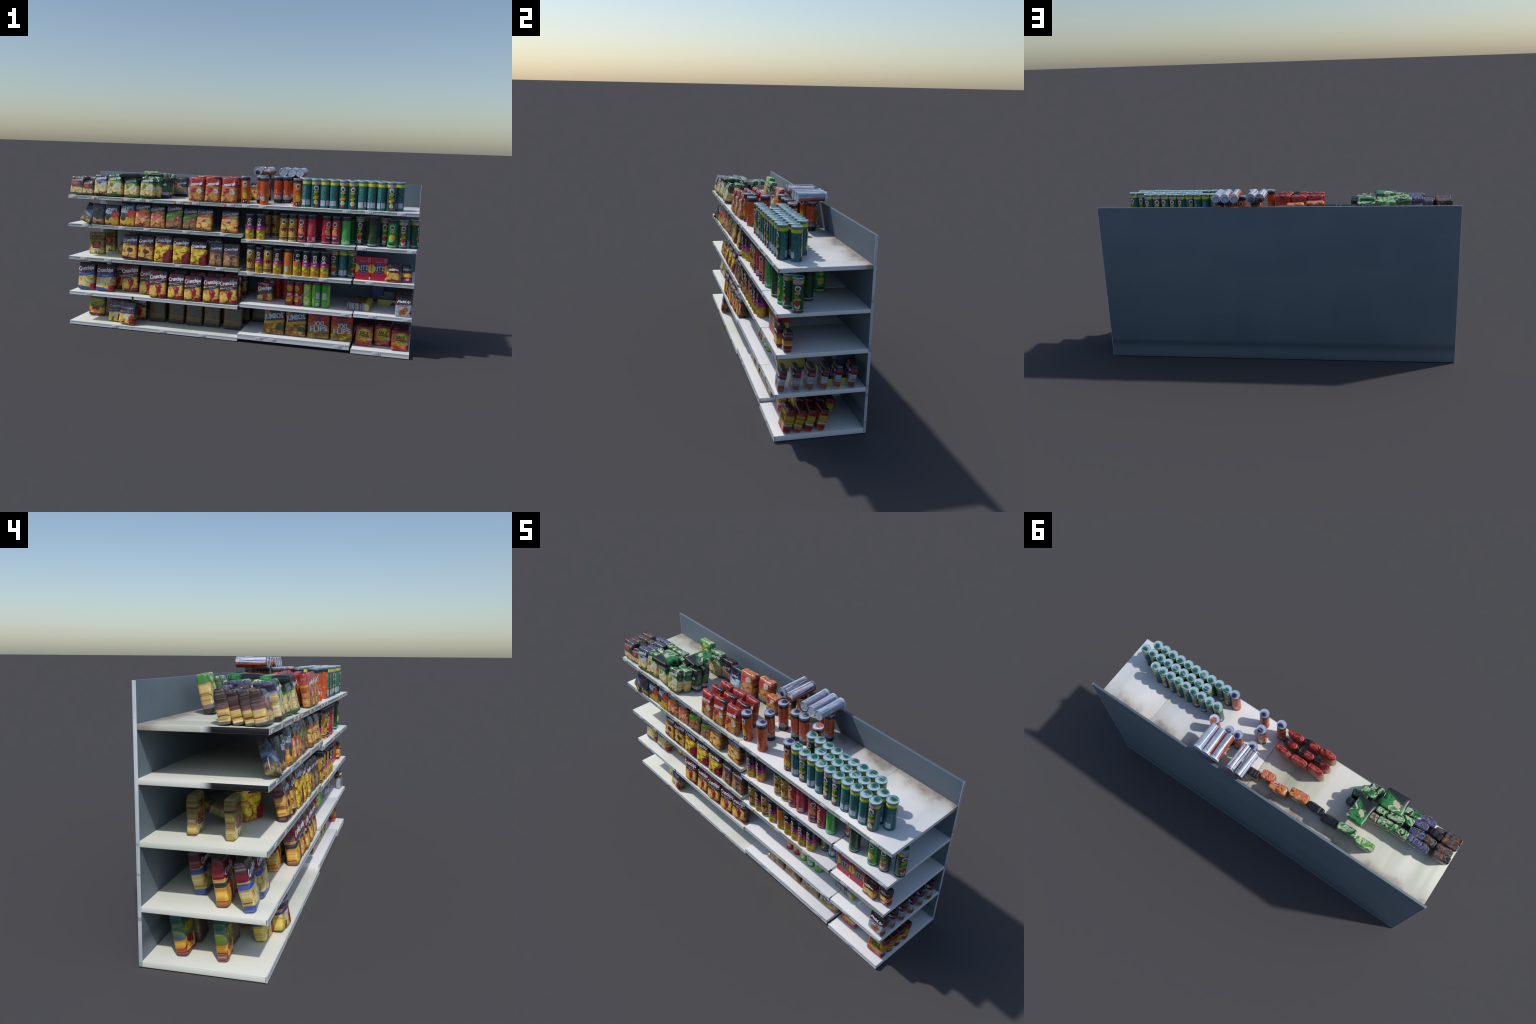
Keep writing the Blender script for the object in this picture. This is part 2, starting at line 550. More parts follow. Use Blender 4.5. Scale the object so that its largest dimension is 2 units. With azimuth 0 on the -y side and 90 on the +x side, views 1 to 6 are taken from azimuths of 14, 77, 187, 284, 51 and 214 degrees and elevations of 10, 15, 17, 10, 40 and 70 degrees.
bag("lime_bag", (.094, .045, .135), print_snack("lime_print", "#3f8a3a", "#8fb457", PALE, lambda m: (
    m.lay(m.ell(.1, .9, .5, .14), "#a9d07a"), m.lay(m.inv(m.over(.24)), "#7f8684"), m.lay(m.inv(m.over(.13)), "#2a2d2e")),
    .72, seal=None, swirl=["#2f6a2c", "#7fbf5a", "#3f8a3a", "#c9d9a8", "#c9a84a"], size=(.094, .045, .135)), label="light green crisps bag at the back")
bag("black_bag", ST, print_snack("black_print", "#191b20", "#3b2f33", BROWN, lambda m: (
    m.lay(m.ell(-.2, .35, .4, .2, 20), "#c2a58a"), m.lay(m.inv(m.over(.22)), "#7d8384"), m.lay(m.inv(m.over(.1)), "#232526")),
    .45, seal_at=.9), [("naturals", .1, .66, .6, .12, 8, .3, "lilac", 0)], label="black bag of dark crisps")
bag("blue_bag", ST, print_snack("blue_print", "#1b2430", "#2456a0", dict(light="#d9e3ea", mid="#7fa5d0", edge="#2f6cb5", dark="#1a3c6e"),
    lambda m: m.lay(m.inv(m.over(.14)), "#8d9496"), .45, seal="#171c26", seal_at=.88),
    [("crisps", 0, .6, .6, .13, 8, .3, "white", 0)], label="blue crisps bag with black top")


# -- second shelf
def white_pepper(m):
    m.lay(m.band(.52, .68, .05), "#a9b4c0")
    m.lay(m.ell(-.55, .36, .35, .14, 15), "#3b3a40")
    m.lay(m.ell(.42, .56, .46, .14, -20), "#c0342a")
    m.lay(m.ell(.55, .42, .4, .09), "#d25a32")
    m.lay(m.ell(.05, .18, .32, .2, 10), "#e8b224")
    m.lay(m.ell(.7, .2, .3, .2), "#e0a41f")


bag("pepper_bag", ST, print_snack(side=True, name="pepper_print", top="#2b323b", upper="#55667c", chips=GOLD, extra=white_pepper, split=.3, seal="#23262c", seal_at=.9),
    [("CHIPS", .0, .76, .7, .12, 5, .2, "ice", 0)], label="grey blue crisps bag with red peppers")
bag("salmon_bag", ST, print_snack(side=True, name="salmon_print", top="#26262c", upper="#5a3038", chips=SALMON, extra=lambda m: (
    m.lay(m.ell(.1, .56, .75, .13, 10), "#b04a35"), m.lay(m.band(.66, .76, .06), "#96912e", .8),
    m.lay(m.ell(-.1, .46, .5, .09, 20), "#d9746a")), split=.58, seal="#26282e", seal_at=.9),
    [("Crunchips", .0, .8, .88, .15, 8, .2, "lilac", 0)], label="dark bag with salmon coloured crisps")
bag("green_stripe_bag", ST, print_snack(side=True, name="green_stripe_print", top="#2a2a32", upper="#3d3b46", chips=BROWN, extra=lambda m: (
    m.lay(m.band(.44, .66, -.09), "#3b8a33"), m.lay(m.band(.56, .66, -.09), "#8a9c2c"), m.lay(m.ell(.45, .4, .38, .11), "#9c3636"),
    m.lay(m.ell(.45, .42, .16, .05), "#c98a5a")), split=.46, seal="#2a2c32", seal_at=.93),
    [("Crunchips", .0, .78, .86, .15, 9, .2, "lilac", 0)], label="dark crisps bag with green slanted stripe")
bag("roast_bag", ST, print_snack(side=True, name="roast_print", top="#25272e", upper="#33353e", chips=dict(GOLD, mid="#dd9a3c"), extra=lambda m: (
    m.lay(m.band(.58, .72, -.02), "#b5502d"), m.lay(m.ell(.45, .7, .5, .08), "#8f8a26"),
    m.lay(m.ell(.05, .46, .5, .11, 20), "#d9c49a"), m.lay(m.ell(-.1, .42, .22, .06, -20), "#b5442f")), split=.62,
    seal="#25272d", seal_at=.9),
    [("Crunchips", .02, .8, .9, .15, 9, .2, "lilac", 0)], label="black crisps bag with golden roasted crisps")
bag("slate_bag", ST, print_snack("slate_print", "#22262c", "#2e333b", BROWN, lambda m: (
    m.lay(m.ell(.1, .4, .8, .18, 15), "#30353d"), m.lay(m.ell(-.2, .18, .9, .05, -14), "#c9a065")), .3, seal="#1d2126"),
    label="plain dark slate crisps bag")
bag("tilted_blue_bag", ST, print_snack("tilted_blue_print", "#161d26", "#22344e", dict(light="#a89a64", mid="#857640", edge="#5c5030", dark="#2c2a22"), lambda m: (
    m.lay(m.band(.36, .5, .08), "#46618c"), m.lay(m.ell(.0, .42, .5, .08), "#7d8ea8")), .3, seal="#171b20", big=0),
    [("CHIPS", .0, .7, .5, .1, 5, .2, "navy", 0)], label="dark blue crisps bag leaning sideways")
# -- third shelf
bag("olive_bag", (.1, .031, .13), print_snack("olive_print", "#6a642a", "#7d7430", dict(PALE, mid="#a9913a", edge="#8a7228"), lambda m: (
    m.lay(m.band(.66, .72), "#5b2a2c"), m.lay(m.rect(-.55, .55, .26, .58), "#6e2430"), m.lay(m.ell(0, .5, .3, .08), "#c8572f"),
    m.lay(m.band(.38, .40), "#b57a78"), m.lay(m.band(.32, .34), "#b57a78")), .24, seal=None, size=(.1, .036, .13)),
    [("CHIPS", 0, .8, .6, .08, 0, 0, "dark", 0)], taper=.05, r=.007, cap=.006, pinch=.1, label="olive yellow bag with dark red label")
bag("crunch_gold_bag", ST, print_snack(side=True, name="crunch_gold_print", top="#4a2a36", upper="#5d2533", chips=GOLD, extra=lambda m: (
    m.lay(m.ell(.05, .36, .4, .1, -15), "#5b3218"), m.lay(m.ell(-.4, .6, .3, .05), "#8a8c3c"),
    m.lay(m.inv(m.over(.1, .05)), "#4e1d26")), split=.56, seal="#3a2a32", seal_at=.92),
    [("Crunchips", .0, .76, .88, .16, 7, .15, "white", .15)], label="maroon bag with golden crisps")
bag("crunch_yellow_bag", (.1, .044, .148), print_snack("crunch_yellow_print", "#4c2a35", "#641f2d", YELLOW, lambda m: (
    m.lay(m.both(m.inv(m.over(.26, -.22)), m.step(m.u, .1, .1)), "#8c1830"),), .66, .02, seal="#43323a", seal_at=.93, size=(.1, .044, .148)),
    [("Crunchips", .0, .77, .88, .16, 4, .15, "white", .1)], label="maroon bag with bright yellow crisps")
bag("crunch_brown_bag", ST, print_snack(side=True, name="crunch_brown_print", top="#40343c", upper="#4b3a44", chips=dict(BROWN, light="#b98a5c"), extra=lambda m: (
    m.lay(m.ell(.2, .4, .4, .1), "#5a3335"), m.lay(m.ell(.35, .36, .2, .05), "#8a7a86")), split=.5, seal="#3a343b", seal_at=.93),
    [("Crunchips", .0, .74, .8, .13, 7, .15, "lilac", .1)], label="brown grey crisps bag")
# -- fourth shelf
bag("salted_bag", (.1, .046, .158), print_snack("salted_print", "#3c2a33", "#7d2036", dict(PALE, light="#e8d690", mid="#d2b562"), lambda m: (
    m.lay(m.band(.5, .62, -.04), "#2357b0"), m.lay(m.inv(m.over(.1, .04)), "#2f5a9c"),
    m.lay(m.both(m.inv(m.over(.14, -.1)), m.step(m.u, .5, .1)), "#a81f3c")), .56, -.04, seal="#33282e", seal_at=.93, size=(.1, .046, .158)),
    [("Crunchips", .0, .75, .92, .18, 7, .15, "white", .1), ("Salted", .1, .565, .34, .05, 7, .2, "yellow", 0)],
    label="maroon bag with blue band and pale salted crisps")
bag("paprika_bag", (.1, .046, .15), print_snack(side=True, name="paprika_print", top="#7d1c28", upper="#5c2029", chips=dict(GOLD, light="#f5cf5e"), extra=lambda m: (
    m.lay(m.band(.5, .6, -.08), "#1d3f37"), pepper(m), m.lay(m.band(.605, .62, -.08), "#c9c0c4"),
    m.lay(m.both(m.inv(m.over(.1, -.06)), m.step(m.u, .3, .1)), "#97182e")), split=.52, slope=-.08, seal="#4a3640", seal_at=.94, size=(.1, .046, .15)),
    [("Crunchips", .0, .755, .92, .19, 9, .15, "white", .1), ("Paprika", .1, .56, .36, .045, 8, .2, "ice", 0)],
    label="maroon bag with red pepper and golden crisps")
bag("small_crunch_bag", (.09, .04, .1), print_snack("small_crunch_print", "#5d1825", "#a5172a", GOLD, lambda m: (
    m.lay(m.band(.34, .54, -.1), "#1d4a40"), m.lay(m.ell(.15, .22, .35, .16), "#b92438"), m.lay(m.ell(-.1, .92, .6, .05), "#d9a0a4")),
    .36, -.1, seal="#7c1522", seal_at=.95, size=(.09, .04, .1)),
    [("Crunchips", .0, .66, .86, .26, 8, .2, "white", 0)], taper=.2, label="small red crisps pouch with white lettering")
# -- fifth shelf
bag("tropic_bag", (.1, .04, .15), print_snack("tropic_print", "#21566e", "#5f7a28", dict(light="#e8c24a", mid="#c98a2a", edge="#a8452a", dark="#4a2318"), lambda m: (
    m.lay(m.band(.72, .84), "#24694a"), m.lay(m.ell(0, .56, .8, .12), "#8a9430"), m.lay(m.ell(-.1, .28, .5, .12), "#8a2424"),
    m.lay(m.ell(-.2, .18, .4, .06), "#e08a3a"), m.lay(m.inv(m.over(.1)), "#6a2020")), .32, seal="#1e4a78", seal_at=.92, size=(.1, .04, .15)),
    [("Ofen", .0, .62, .7, .14, 5, .3, "gold", 0)], label="green and blue crisps bag")
bag("plum_bag", (.1, .045, .135), print_snack(side=True, name="plum_print", top="#4a4148", upper="#4c3d50", chips=dict(YELLOW, light="#e8d264"), extra=lambda m: (
    m.lay(m.band(.44, .52, -.03), "#3c4a8c"), m.lay(m.band(.53, .55, -.03), "#a2504a"), m.lay(m.ell(.1, .3, .5, .12), "#dfd6c4"),
    m.lay(m.ell(.7, .2, .35, .2), "#a52030")), split=.44, slope=-.03, seal="#4a3c34", seal_at=.93, size=(.1, .045, .135)),
    [("Crunchips", .0, .7, .8, .12, 6, .2, "lilac", 0)], label="plum coloured bag with yellow crisps")


def fine_text(name, a, b, size):
    m = Mat(name, a, size, .4)
    m.lay(m.step(m.noise(260, 3, (1, 1, 2.2))[0], .52, .07), b)
    m.lay(m.step(m.noise(60, 3, (1, 1, 2))[0], .54, .08), "#7a5a2c", .8)
    m.lay(m.step(m.noise(45, 3)[0], .6, .05), "#6a3a34", .6)
    m.lay(m.ell(.3, .62, .5, .12), "#3a5c66", .7)
    m.lay(m.band(.3, .34, .04), "#8a7436", .7)
    m.lay(m.inv(m.over(.16)), "#35322d", .8)
    m.lay(m.over(.94), "#1d1d1f")
    return m.done(.2)


bag("info_bag", (.1, .042, .135), fine_text("info_print", "#4a453c", "#7a7162", (.1, .042, .135)),  # base colours dimmed to hold the deep-shelf shade on these rear bags
    label="dark bag turned around, small print on its back")
JS = (.118, .05, .145)
bag("jumbo_bag", JS, print_snack("jumbo_print", "#3a2e26", "#5e2c26", dict(light="#e6c05c", mid="#c08a34", edge="#7d4f20", dark="#38200f", other="#8a5a26"), lambda m: (
    m.lay(m.ell(-.6, .86, .4, .12), "#a8701f"), m.lay(m.band(.44, .54, -.06), "#c4a01f"), m.lay(m.ell(0, .9, .5, .09), "#1e3a34"),
    m.lay(m.ell(.6, .28, .38, .09, 20), "#1c5a40")), .5, -.06, seal=None, size=JS, big=0),
    [("JUMBOS", .0, .68, .92, .24, 9, 0, "ice", .1)], r=.009, label="large brown snack bag with pale blue lettering")
bag("flips_bag", JS, print_snack("flips_print", "#a51e1a", "#a0561f", dict(light="#d9b53c", mid="#b08a24", edge="#7d5a18", dark="#4a2f10", other="#8f6a1a"), lambda m: (
    m.lay(m.ell(0, .78, 1.3, .13, 0), "#b01d1a"), m.lay(m.ell(.1, .9, .7, .05, 12), "#4a2020"),
    m.lay(m.band(.36, .5, .1), "#c97a24", .7), m.lay(m.ell(0, .75, .18, .06), "#3a2a6a")), .3, seal="#7d1a18", size=JS, seal_at=.97, big=0),
    [("XXL", .1, .56, .54, .16, 4, 0, "ice", 0), ("FLIPS", .05, .36, .8, .17, 4, 0, "ice", 0)],
    r=.009, label="large red and ochre snack bag with blue white lettering")
SS = (.09, .042, .112)


def salz_extra(m):
    m.lay(m.ell(0, .5, 1.5, .34), "#d9702a", .8)
    m.lay(m.ell(.05, .55, .7, .3), "#c9b023")
    m.lay(m.ell(.05, .6, .5, .2), "#d9c92f")
    m.lay(m.both(m.step(m.math("ABSOLUTE", m.u0), .92, .04), m.band(.32, .72)), "#c4ae2a")
    m.lay(m.both(m.step(m.math("ABSOLUTE", m.u0), .92, .04), m.band(.34, .7), m.step(m.math("SINE", m.math("MULTIPLY", m.v, 95)), .55, .2)), "#5e4a1c", .8)
    m.lay(m.ell(.75, .34, .3, .06), "#c9ccd4")
    m.lay(m.ell(-.7, .9, .3, .07), "#a02a58")
    m.lay(m.band(.37, .385), "#6a5a14")


bag("pretzel_bag", SS, print_snack("pretzel_print", "#8a1d1c", "#b0302a", dict(light="#e09a7c", mid="#c04c3a", edge="#9c2824", dark="#5e1414"), salz_extra, .28, seal="#4a1a1c", seal_at=.95, size=SS, big=0),
    [("SALZ", .05, .62, .52, .15, -3, 0, "dark", 0), ("STANGEN", .05, .48, .56, .08, -3, 0, "dark", 0)],
    taper=.2, label="red pretzel stick pack with yellow badge")
CS = (.066, .034, .1)
bag("cracker_bag", CS, print_snack("cracker_print", "#3a1a1c", "#4a1d20", dict(light="#f3d060", mid="#e0a83a", edge="#b5702a", dark="#5a2a14"), lambda m: (
    m.lay(m.band(.52, .68, .04), "#b02228"), m.lay(m.ell(.0, .66, .8, .07, 6), "#d9d4cf"), m.lay(m.inv(m.over(.14)), "#7d2022")),
    .52, seal="#3a2222", seal_at=.92, size=CS), [("snacks", 0, .6, .6, .09, 4, .2, "black", 0)], r=.008,
    label="small dark red bag of savoury crackers")
bag("cracker_small_bag", CS, print_snack("cracker_small_print", "#2c1618", "#4a1d20", dict(light="#e8c050", mid="#cf9a34", edge="#a5682a", dark="#5a2a14"), lambda m: (
    m.lay(m.band(.54, .66), "#7d1f2a"), m.lay(m.ell(0, .72, .7, .06), "#b9b5b9"), m.lay(m.inv(m.over(.32)), "#8a1c34"),
    m.lay(m.ell(.2, .2, .3, .09), "#c9c0c4")), .58, seal="#34201f", seal_at=.9, size=CS), [("snacks", 0, .68, .6, .09, 4, .2, "black", 0)],
    r=.008, label="small crimson bag of savoury crackers")
PS = (.086, .03, .104)


def pick_extra(m):
    m.lay(m.inv(m.over(.58, -.03)), "#a9b3c0")
    m.lay(m.ell(-.1, .52, .5, .04), "#6a82a8")
    m.lay(m.ell(-.12, .22, .42, .17, 20), "#b26a30")
    m.lay(m.ell(.3, .36, .26, .11, 40), "#a8602a")
    m.lay(m.ell(-.2, .24, .1, .04), "#7d401c")
    m.lay(m.ell(.06, .24, .08, .04), "#7d401c")
    m.lay(m.ell(1, .2, .3, .1), "#9a5a2c")
    m.lay(m.ell(1, .75, .25, .09), "#8f2a44")


bag("biscuit_bag", PS, print_snack("biscuit_print", "#2e2226", "#632235", BROWN, pick_extra, .1, seal="#3a2a2c", seal_at=.9, size=PS),
    [("PickUp", .0, .74, .8, .15, 4, .3, "white", 0)], r=.008, label="maroon and white chocolate biscuit pouch", category="biscuit pouch")
LS = (.118, .05, .13)


def lying_print():
    m = Mat("lying_print", "#4a2f2a", LS, .35)
    f, _ = m.noise(22, 4, (1, 1, 2.2), .55, 1.2)
    m.c = m.ramp(f, [(.3, "#1d1712"), (.42, "#4a2c24"), (.5, "#6a3a2a"), (.55, "#b58a3c"), (.6, "#5a4a58"), (.68, "#2f3a64"), (.8, "#8a7a88")])
    m.lay(m.over(.7, 0, .12), "#2a2320")
    m.lay(m.band(.1, .17), "#6e1a24")
    m.lay(m.inv(m.over(.1)), "#83878f")
    m.lay(m.both(m.inv(m.over(.1)), m.step(m.noise(80, 3)[0], .52, .08)), "#3a3036")
    m.lay(m.step(m.u, .66, .06), "#b3a752")
    m.lay(m.over(.93), "#26201c")
    return m.done(.2)


bag("flat_bag", LS, lying_print(), r=.016, taper=0, label="big snack bag lying flat on the shelf")


# ------------------------------------------------------------------ cans
CR, CH = .0245, .1505


def can_mat(name, body, fn, rough=.3):
    m = Mat(name, body, (2 * CR, 2 * CR, CH), rough, kind="can", wob=.035)
    m.crinkle("#101418", .2, 90, (1, 1, .25), .58)
    fn(m)
    m.lay(m.step(m.noise(130, 3, (1, 1, 1.4), .65, .5)[0], .57, .08), "#1c1a1c", .34)
    m.lay(m.step(m.noise(160, 2, (1, 1, .7), .6, .5)[0], .64, .05), "#cfd2d2", .16)
    m.lay(m.both(m.step(m.math("ABSOLUTE", m.u0), .985, .006), m.inv(m.over(.02))), "#20242a", .6)
    return m.done()


def face(m, v=.68, ru=.17, rv=.085):
    """oval emblem on the front, a plain stand-in"""
    m.lay(m.ell(0, v, ru, rv), "#d5d2d4")
    m.lay(m.ell(0, v - .005, ru * .62, rv * .55), "#3a2418")
    m.lay(m.ell(0, v + .01, ru * .3, rv * .2), "#a07a5a")


def barcode(m, u0, u1, v0, v1):
    m.lay(m.rect(u0, u1, v0, v1), "#c3c6d6")
    fine = m.both(m.rect(u0 + .03, u1 - .03, v0 + .02, v1 - .02), m.step(m.math("SINE", m.math("MULTIPLY", m.v0, 260)), .45, .3))
    m.lay(fine, "#8d90a4")


def small_print(m, u0, u1, v0, v1, c):
    m.lay(m.both(m.rect(u0, u1, v0, v1), m.step(m.noise(150, 3, (1, 1, 2.5))[0], .52, .06)), c, .7)


def teal(m):
    m.lay(m.inv(m.step(m.math("ABSOLUTE", m.u0), .27, .02)), "#12483c")
    small_print(m, .45, 1, .3, .75, "#5fa0a0")
    small_print(m, -1, -.45, .34, .75, "#16444a")
    m.lay(m.band(.82, .92), "#cdd02c")
    m.lay(m.both(m.band(.82, .94), m.inv(m.step(m.math("ABSOLUTE", m.u0), .2, .02))), "#c38fa0")
    face(m, .7)
    m.lay(m.ell(.02, .43, .15, .08, 15), "#5f8c34")
    m.lay(m.ell(-.02, .36, .18, .06, -15), "#d9a02c")
    m.lay(m.ell(0, .2, .16, .09), "#cfd6c0")
    m.lay(m.ell(0, .2, .08, .05), "#d9b54a")
    m.lay(m.ell(.02, .09, .12, .04), "#b5384a")
    barcode(m, -.95, -.62, .1, .27)
    barcode(m, .55, .98, .08, .27)
    m.lay(m.over(.965), "#3b5f60")


def orange(m):
    m.lay(m.inv(m.step(m.math("ABSOLUTE", m.u0), .3, .02)), "#c05a22")
    small_print(m, .4, 1, .34, .5, "#dfa79a")
    small_print(m, -1, -.4, .34, .4, "#dfa79a")
    m.lay(m.over(.84), "#1e2023")
    face(m, .73)
    m.lay(m.band(.55, .62), "#3a2a14", .0)
    m.lay(m.ell(0, .4, .2, .12), "#d9782a")
    m.lay(m.ell(.03, .3, .17, .12), "#d9c02c")
    m.lay(m.ell(.0, .1, .26, .08), "#222225")
    m.lay(m.ell(-.08, .1, .06, .04), "#b9b0b0")
    m.lay(m.ell(.1, .12, .05, .03), "#b9b0b0")
    barcode(m, -.98, -.75, .15, .3)
    barcode(m, .78, .95, .2, .3)


def orange_base(m):
    orange(m)
    m.lay(m.inv(m.over(.24)), "#8d9392")
    m.lay(m.inv(m.over(.14)), "#1d1f20")


def purple(m):
    m.lay(m.over(.44), "#5a1a66")
    m.lay(m.both(m.over(.5), m.inv(m.step(m.math("ABSOLUTE", m.u0), .33, .02))), "#17161c")
    m.lay(m.band(.4, .55, .06), "#b8268f")
    m.lay(m.ell(0, .45, .12, .025), "#e6b5de")
    m.lay(m.ell(-.04, .26, .2, .12, 30), "#d9cf3a")
    m.lay(m.ell(.06, .28, .05, .14, -20), "#5c8a2a")
    m.lay(m.ell(.05, .12, .2, .06), "#c9852a")
    face(m, .78, .13, .06)
    m.lay(m.over(.93), "#1e2028")


def tortilla_orange(m):
    purple(m)
    m.lay(m.band(.4, .55, .06), "#d5742a")
    m.lay(m.both(m.over(.44), m.step(m.math("ABSOLUTE", m.u0), .36, .02)), "#c8742a")
    m.lay(m.over(.88), "#1e2028")
    barcode(m, .62, .9, .14, .34)


def burger(m):
    m.lay(m.over(.84), "#26241f")
    face(m, .72)
    m.lay(m.ell(0, .36, .3, .15), "#33261a")
    m.lay(m.ell(0, .34, .26, .13), "#d9b25a")
    m.lay(m.ell(0, .4, .15, .08), "#7d2430")
    m.lay(m.ell(0, .3, .1, .1), "#e0a83c")
    m.lay(m.band(.13, .17), "#2a2622")
    m.lay(m.band(.17, .19), "#d9cfae")
    m.lay(m.inv(m.over(.11)), "#3a2c26", .7)
    m.lay(m.inv(m.over(.06)), "#cdbf98")


def red(m):
    small_print(m, .4, 1, .3, .7, "#e08a98")
    small_print(m, -1, -.4, .3, .7, "#d06a7c")
    m.lay(m.over(.86), "#2b2024")
    face(m, .72)
    m.lay(m.ell(-.05, .42, .2, .12), "#d9787a")
    m.lay(m.ell(-.02, .4, .12, .1, 20), "#dfa23a")
    m.lay(m.ell(0, .2, .26, .07), "#2a3036")
    m.lay(m.ell(0, .22, .18, .03), "#aebac6")
    m.lay(m.inv(m.over(.13)), "#7d2338", .8)
    m.lay(m.band(.06, .075), "#e0b5be")
    barcode(m, -.9, -.65, .1, .22)
    barcode(m, .6, .8, .1, .22)


def bright(m):
    small_print(m, .4, 1, .25, .75, "#7fd98a")
    m.lay(m.step(m.math("ABSOLUTE", m.u0), .55, .02), "#4aa552")
    m.lay(m.over(.86), "#22302a")
    face(m, .72)
    m.lay(m.ell(0, .36, .28, .14), "#1e3a2a")
    m.lay(m.ell(0, .36, .24, .12), "#c2c93c")
    m.lay(m.ell(.02, .36, .15, .08), "#e0a83a")
    m.lay(m.ell(-.1, .26, .1, .04), "#7fc0d9")
    m.lay(m.ell(0, .14, .26, .03), "#1c2a26")
    m.lay(m.band(.07, .09), "#c9e6cf")
    barcode(m, .55, .8, .05, .17)
    barcode(m, -.95, -.7, .05, .17)


def forest(m):
    teal(m)
    m.lay(m.step(m.math("ABSOLUTE", m.u0), .3, .03), "#154a2c")
    m.lay(m.both(m.band(.83, .92), m.step(m.math("ABSOLUTE", m.u0), .3, .03)), "#9aa52a")
    m.lay(m.ell(.0, .28, .17, .09), "#b03a34")
    m.lay(m.band(.085, .1), "#b9cfc4")
    barcode(m, .5, .95, .06, .2)


def deep(m):
    m.lay(m.over(.7), "#262320")
    m.lay(m.band(.06, .085), "#b5c4bc")
    m.lay(m.ell(.5, .4, .3, .3), "#26241f")
    m.lay(m.ell(-.6, .5, .25, .3), "#2c2a22")


def chips_red(m):
    m.lay(m.ell(.02, .72, .22, .13), "#d98f2c")
    m.lay(m.ell(-.02, .7, .1, .06, 30), "#7d9a2c")
    m.lay(m.ell(0, .28, .26, .14, -20), "#d9802f")
    m.lay(m.ell(-.05, .2, .24, .04, 15), "#e0b54a")
    m.lay(m.ell(-.12, .24, .1, .04), "#5f9a34")
    barcode(m, .45, .7, .1, .5)
    m.lay(m.inv(m.over(.04)), "#7a1c1c")


def chips_green(m):
    m.lay(m.ell(-.02, .76, .22, .15), "#c9cf7a")
    m.lay(m.ell(-.0, .26, .22, .16), "#d0d48a")
    m.lay(m.ell(-.0, .26, .14, .1), "#b0c45a")
    m.lay(m.both(m.over(.0), m.step(m.math("ABSOLUTE", m.u0), .32, .02)), "#3aa038")
    barcode(m, .42, .72, .36, .62)
    m.lay(m.rect(.4, .8, .26, .29), "#c4d0c8")
    barcode(m, .42, .74, .08, .2)
    barcode(m, -.74, -.42, .36, .62)
    m.lay(m.inv(m.over(.04)), "#4a7d24")


def chrome(m):
    """tins lying on their side, the up side bare silver"""
    up = m.math("ADD", m.math("MULTIPLY", m.u0, 1), m.math("MULTIPLY", m.math("SUBTRACT", m.noise(14, 3, (2.5, 1, .35), .6, .8)[0], .5), .5))
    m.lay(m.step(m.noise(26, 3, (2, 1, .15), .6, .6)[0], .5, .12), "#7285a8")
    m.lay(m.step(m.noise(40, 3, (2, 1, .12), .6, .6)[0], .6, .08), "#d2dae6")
    a = m.math("ABSOLUTE", up)
    m.lay(m.both(m.step(a, .3, .06), m.step(m.noise(18, 3, (3, 1, .2), .6, .6)[0], .56, .06)), "#54423c", .7)
    m.lay(m.step(a, .56, .06), "#b5481c")
    m.lay(m.step(m.math("MULTIPLY", up, -1), .36, .06), "#b04a20")
    m.lay(m.step(a, .74, .05), "#2a2320")
    m.lay(m.inv(m.over(.035)), "#9aa8bc")
    m.lay(m.both(m.inv(m.over(.035)), m.step(m.noise(120, 2)[0], .5, .1)), "#c3ccd9", .6)


def chrome_mix(m):
    up = m.math("ABSOLUTE", m.math("ADD", m.u0, m.math("MULTIPLY", m.math("SUBTRACT", m.noise(14, 3, (2.5, 1, .35), .6, .8)[0], .5), .6)))
    f, _ = m.noise(24, 3, (3, 1, .12), .55, .7)
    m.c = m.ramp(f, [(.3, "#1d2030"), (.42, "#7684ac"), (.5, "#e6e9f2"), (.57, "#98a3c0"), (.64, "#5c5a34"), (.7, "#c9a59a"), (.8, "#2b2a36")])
    m.lay(m.step(up, .5, .06), "#c05a30")
    m.lay(m.step(up, .66, .05), "#4a3020")


def lid_mat(name, deepc, pale):
    m = Mat(name, deepc, (2 * CR, 2 * CR, CH), .22, wob=0, coat=.3)
    comb = m.n("ShaderNodeCombineXYZ")
    m.link(m.x, comb.inputs[0])
    m.link(m.y, comb.inputs[1])
    m.link(m.math("MULTIPLY", m.rnd, 5), comb.inputs[2])
    m.p = comb.outputs[0]
    r = m.math("SQRT", m.math("ADD", m.math("POWER", m.x, 2), m.math("POWER", m.math("SUBTRACT", m.y, .009), 2)))
    r = m.math("ADD", r, m.math("MULTIPLY", m.math("SUBTRACT", m.noise(42, 2)[0], .5), .014))
    m.lay(m.step(r, .0135, .005), "#5f8f92" if "teal" in name else "#707a98")
    m.lay(m.step(r, .0185, .005), pale)
    m.lay(m.inv(m.step(m.z, CH - .0028, .0008)), deepc, .7)
    m.lay(m.step(m.noise(60, 2, (.3, 1.6, 1), .5, 1.0)[0], .62, .06), pale, .55)
    return m.done()


def lathe(name, prof, mat, seg=36):
    bm = bmesh.new()
    rings = []
    for r, z in prof:
        rings.append([bm.verts.new((r * math.sin(2 * math.pi * i / seg), -r * math.cos(2 * math.pi * i / seg), z)) for i in range(seg)]
                     if r > 1e-6 else [bm.verts.new((0, 0, z))])
    for a, b in zip(rings, rings[1:]):
        for i in range(seg):
            j = (i + 1) % seg
            if len(a) == 1:
                bm.faces.new((a[0], b[i], b[j]))
            elif len(b) == 1:
                bm.faces.new((a[i], a[j], b[0]))
            else:
                bm.faces.new((a[i], a[j], b[j], b[i]))
    me = finish(bm, name, [mat])
    me.set_sharp_from_angle(angle=R(38))
    return me


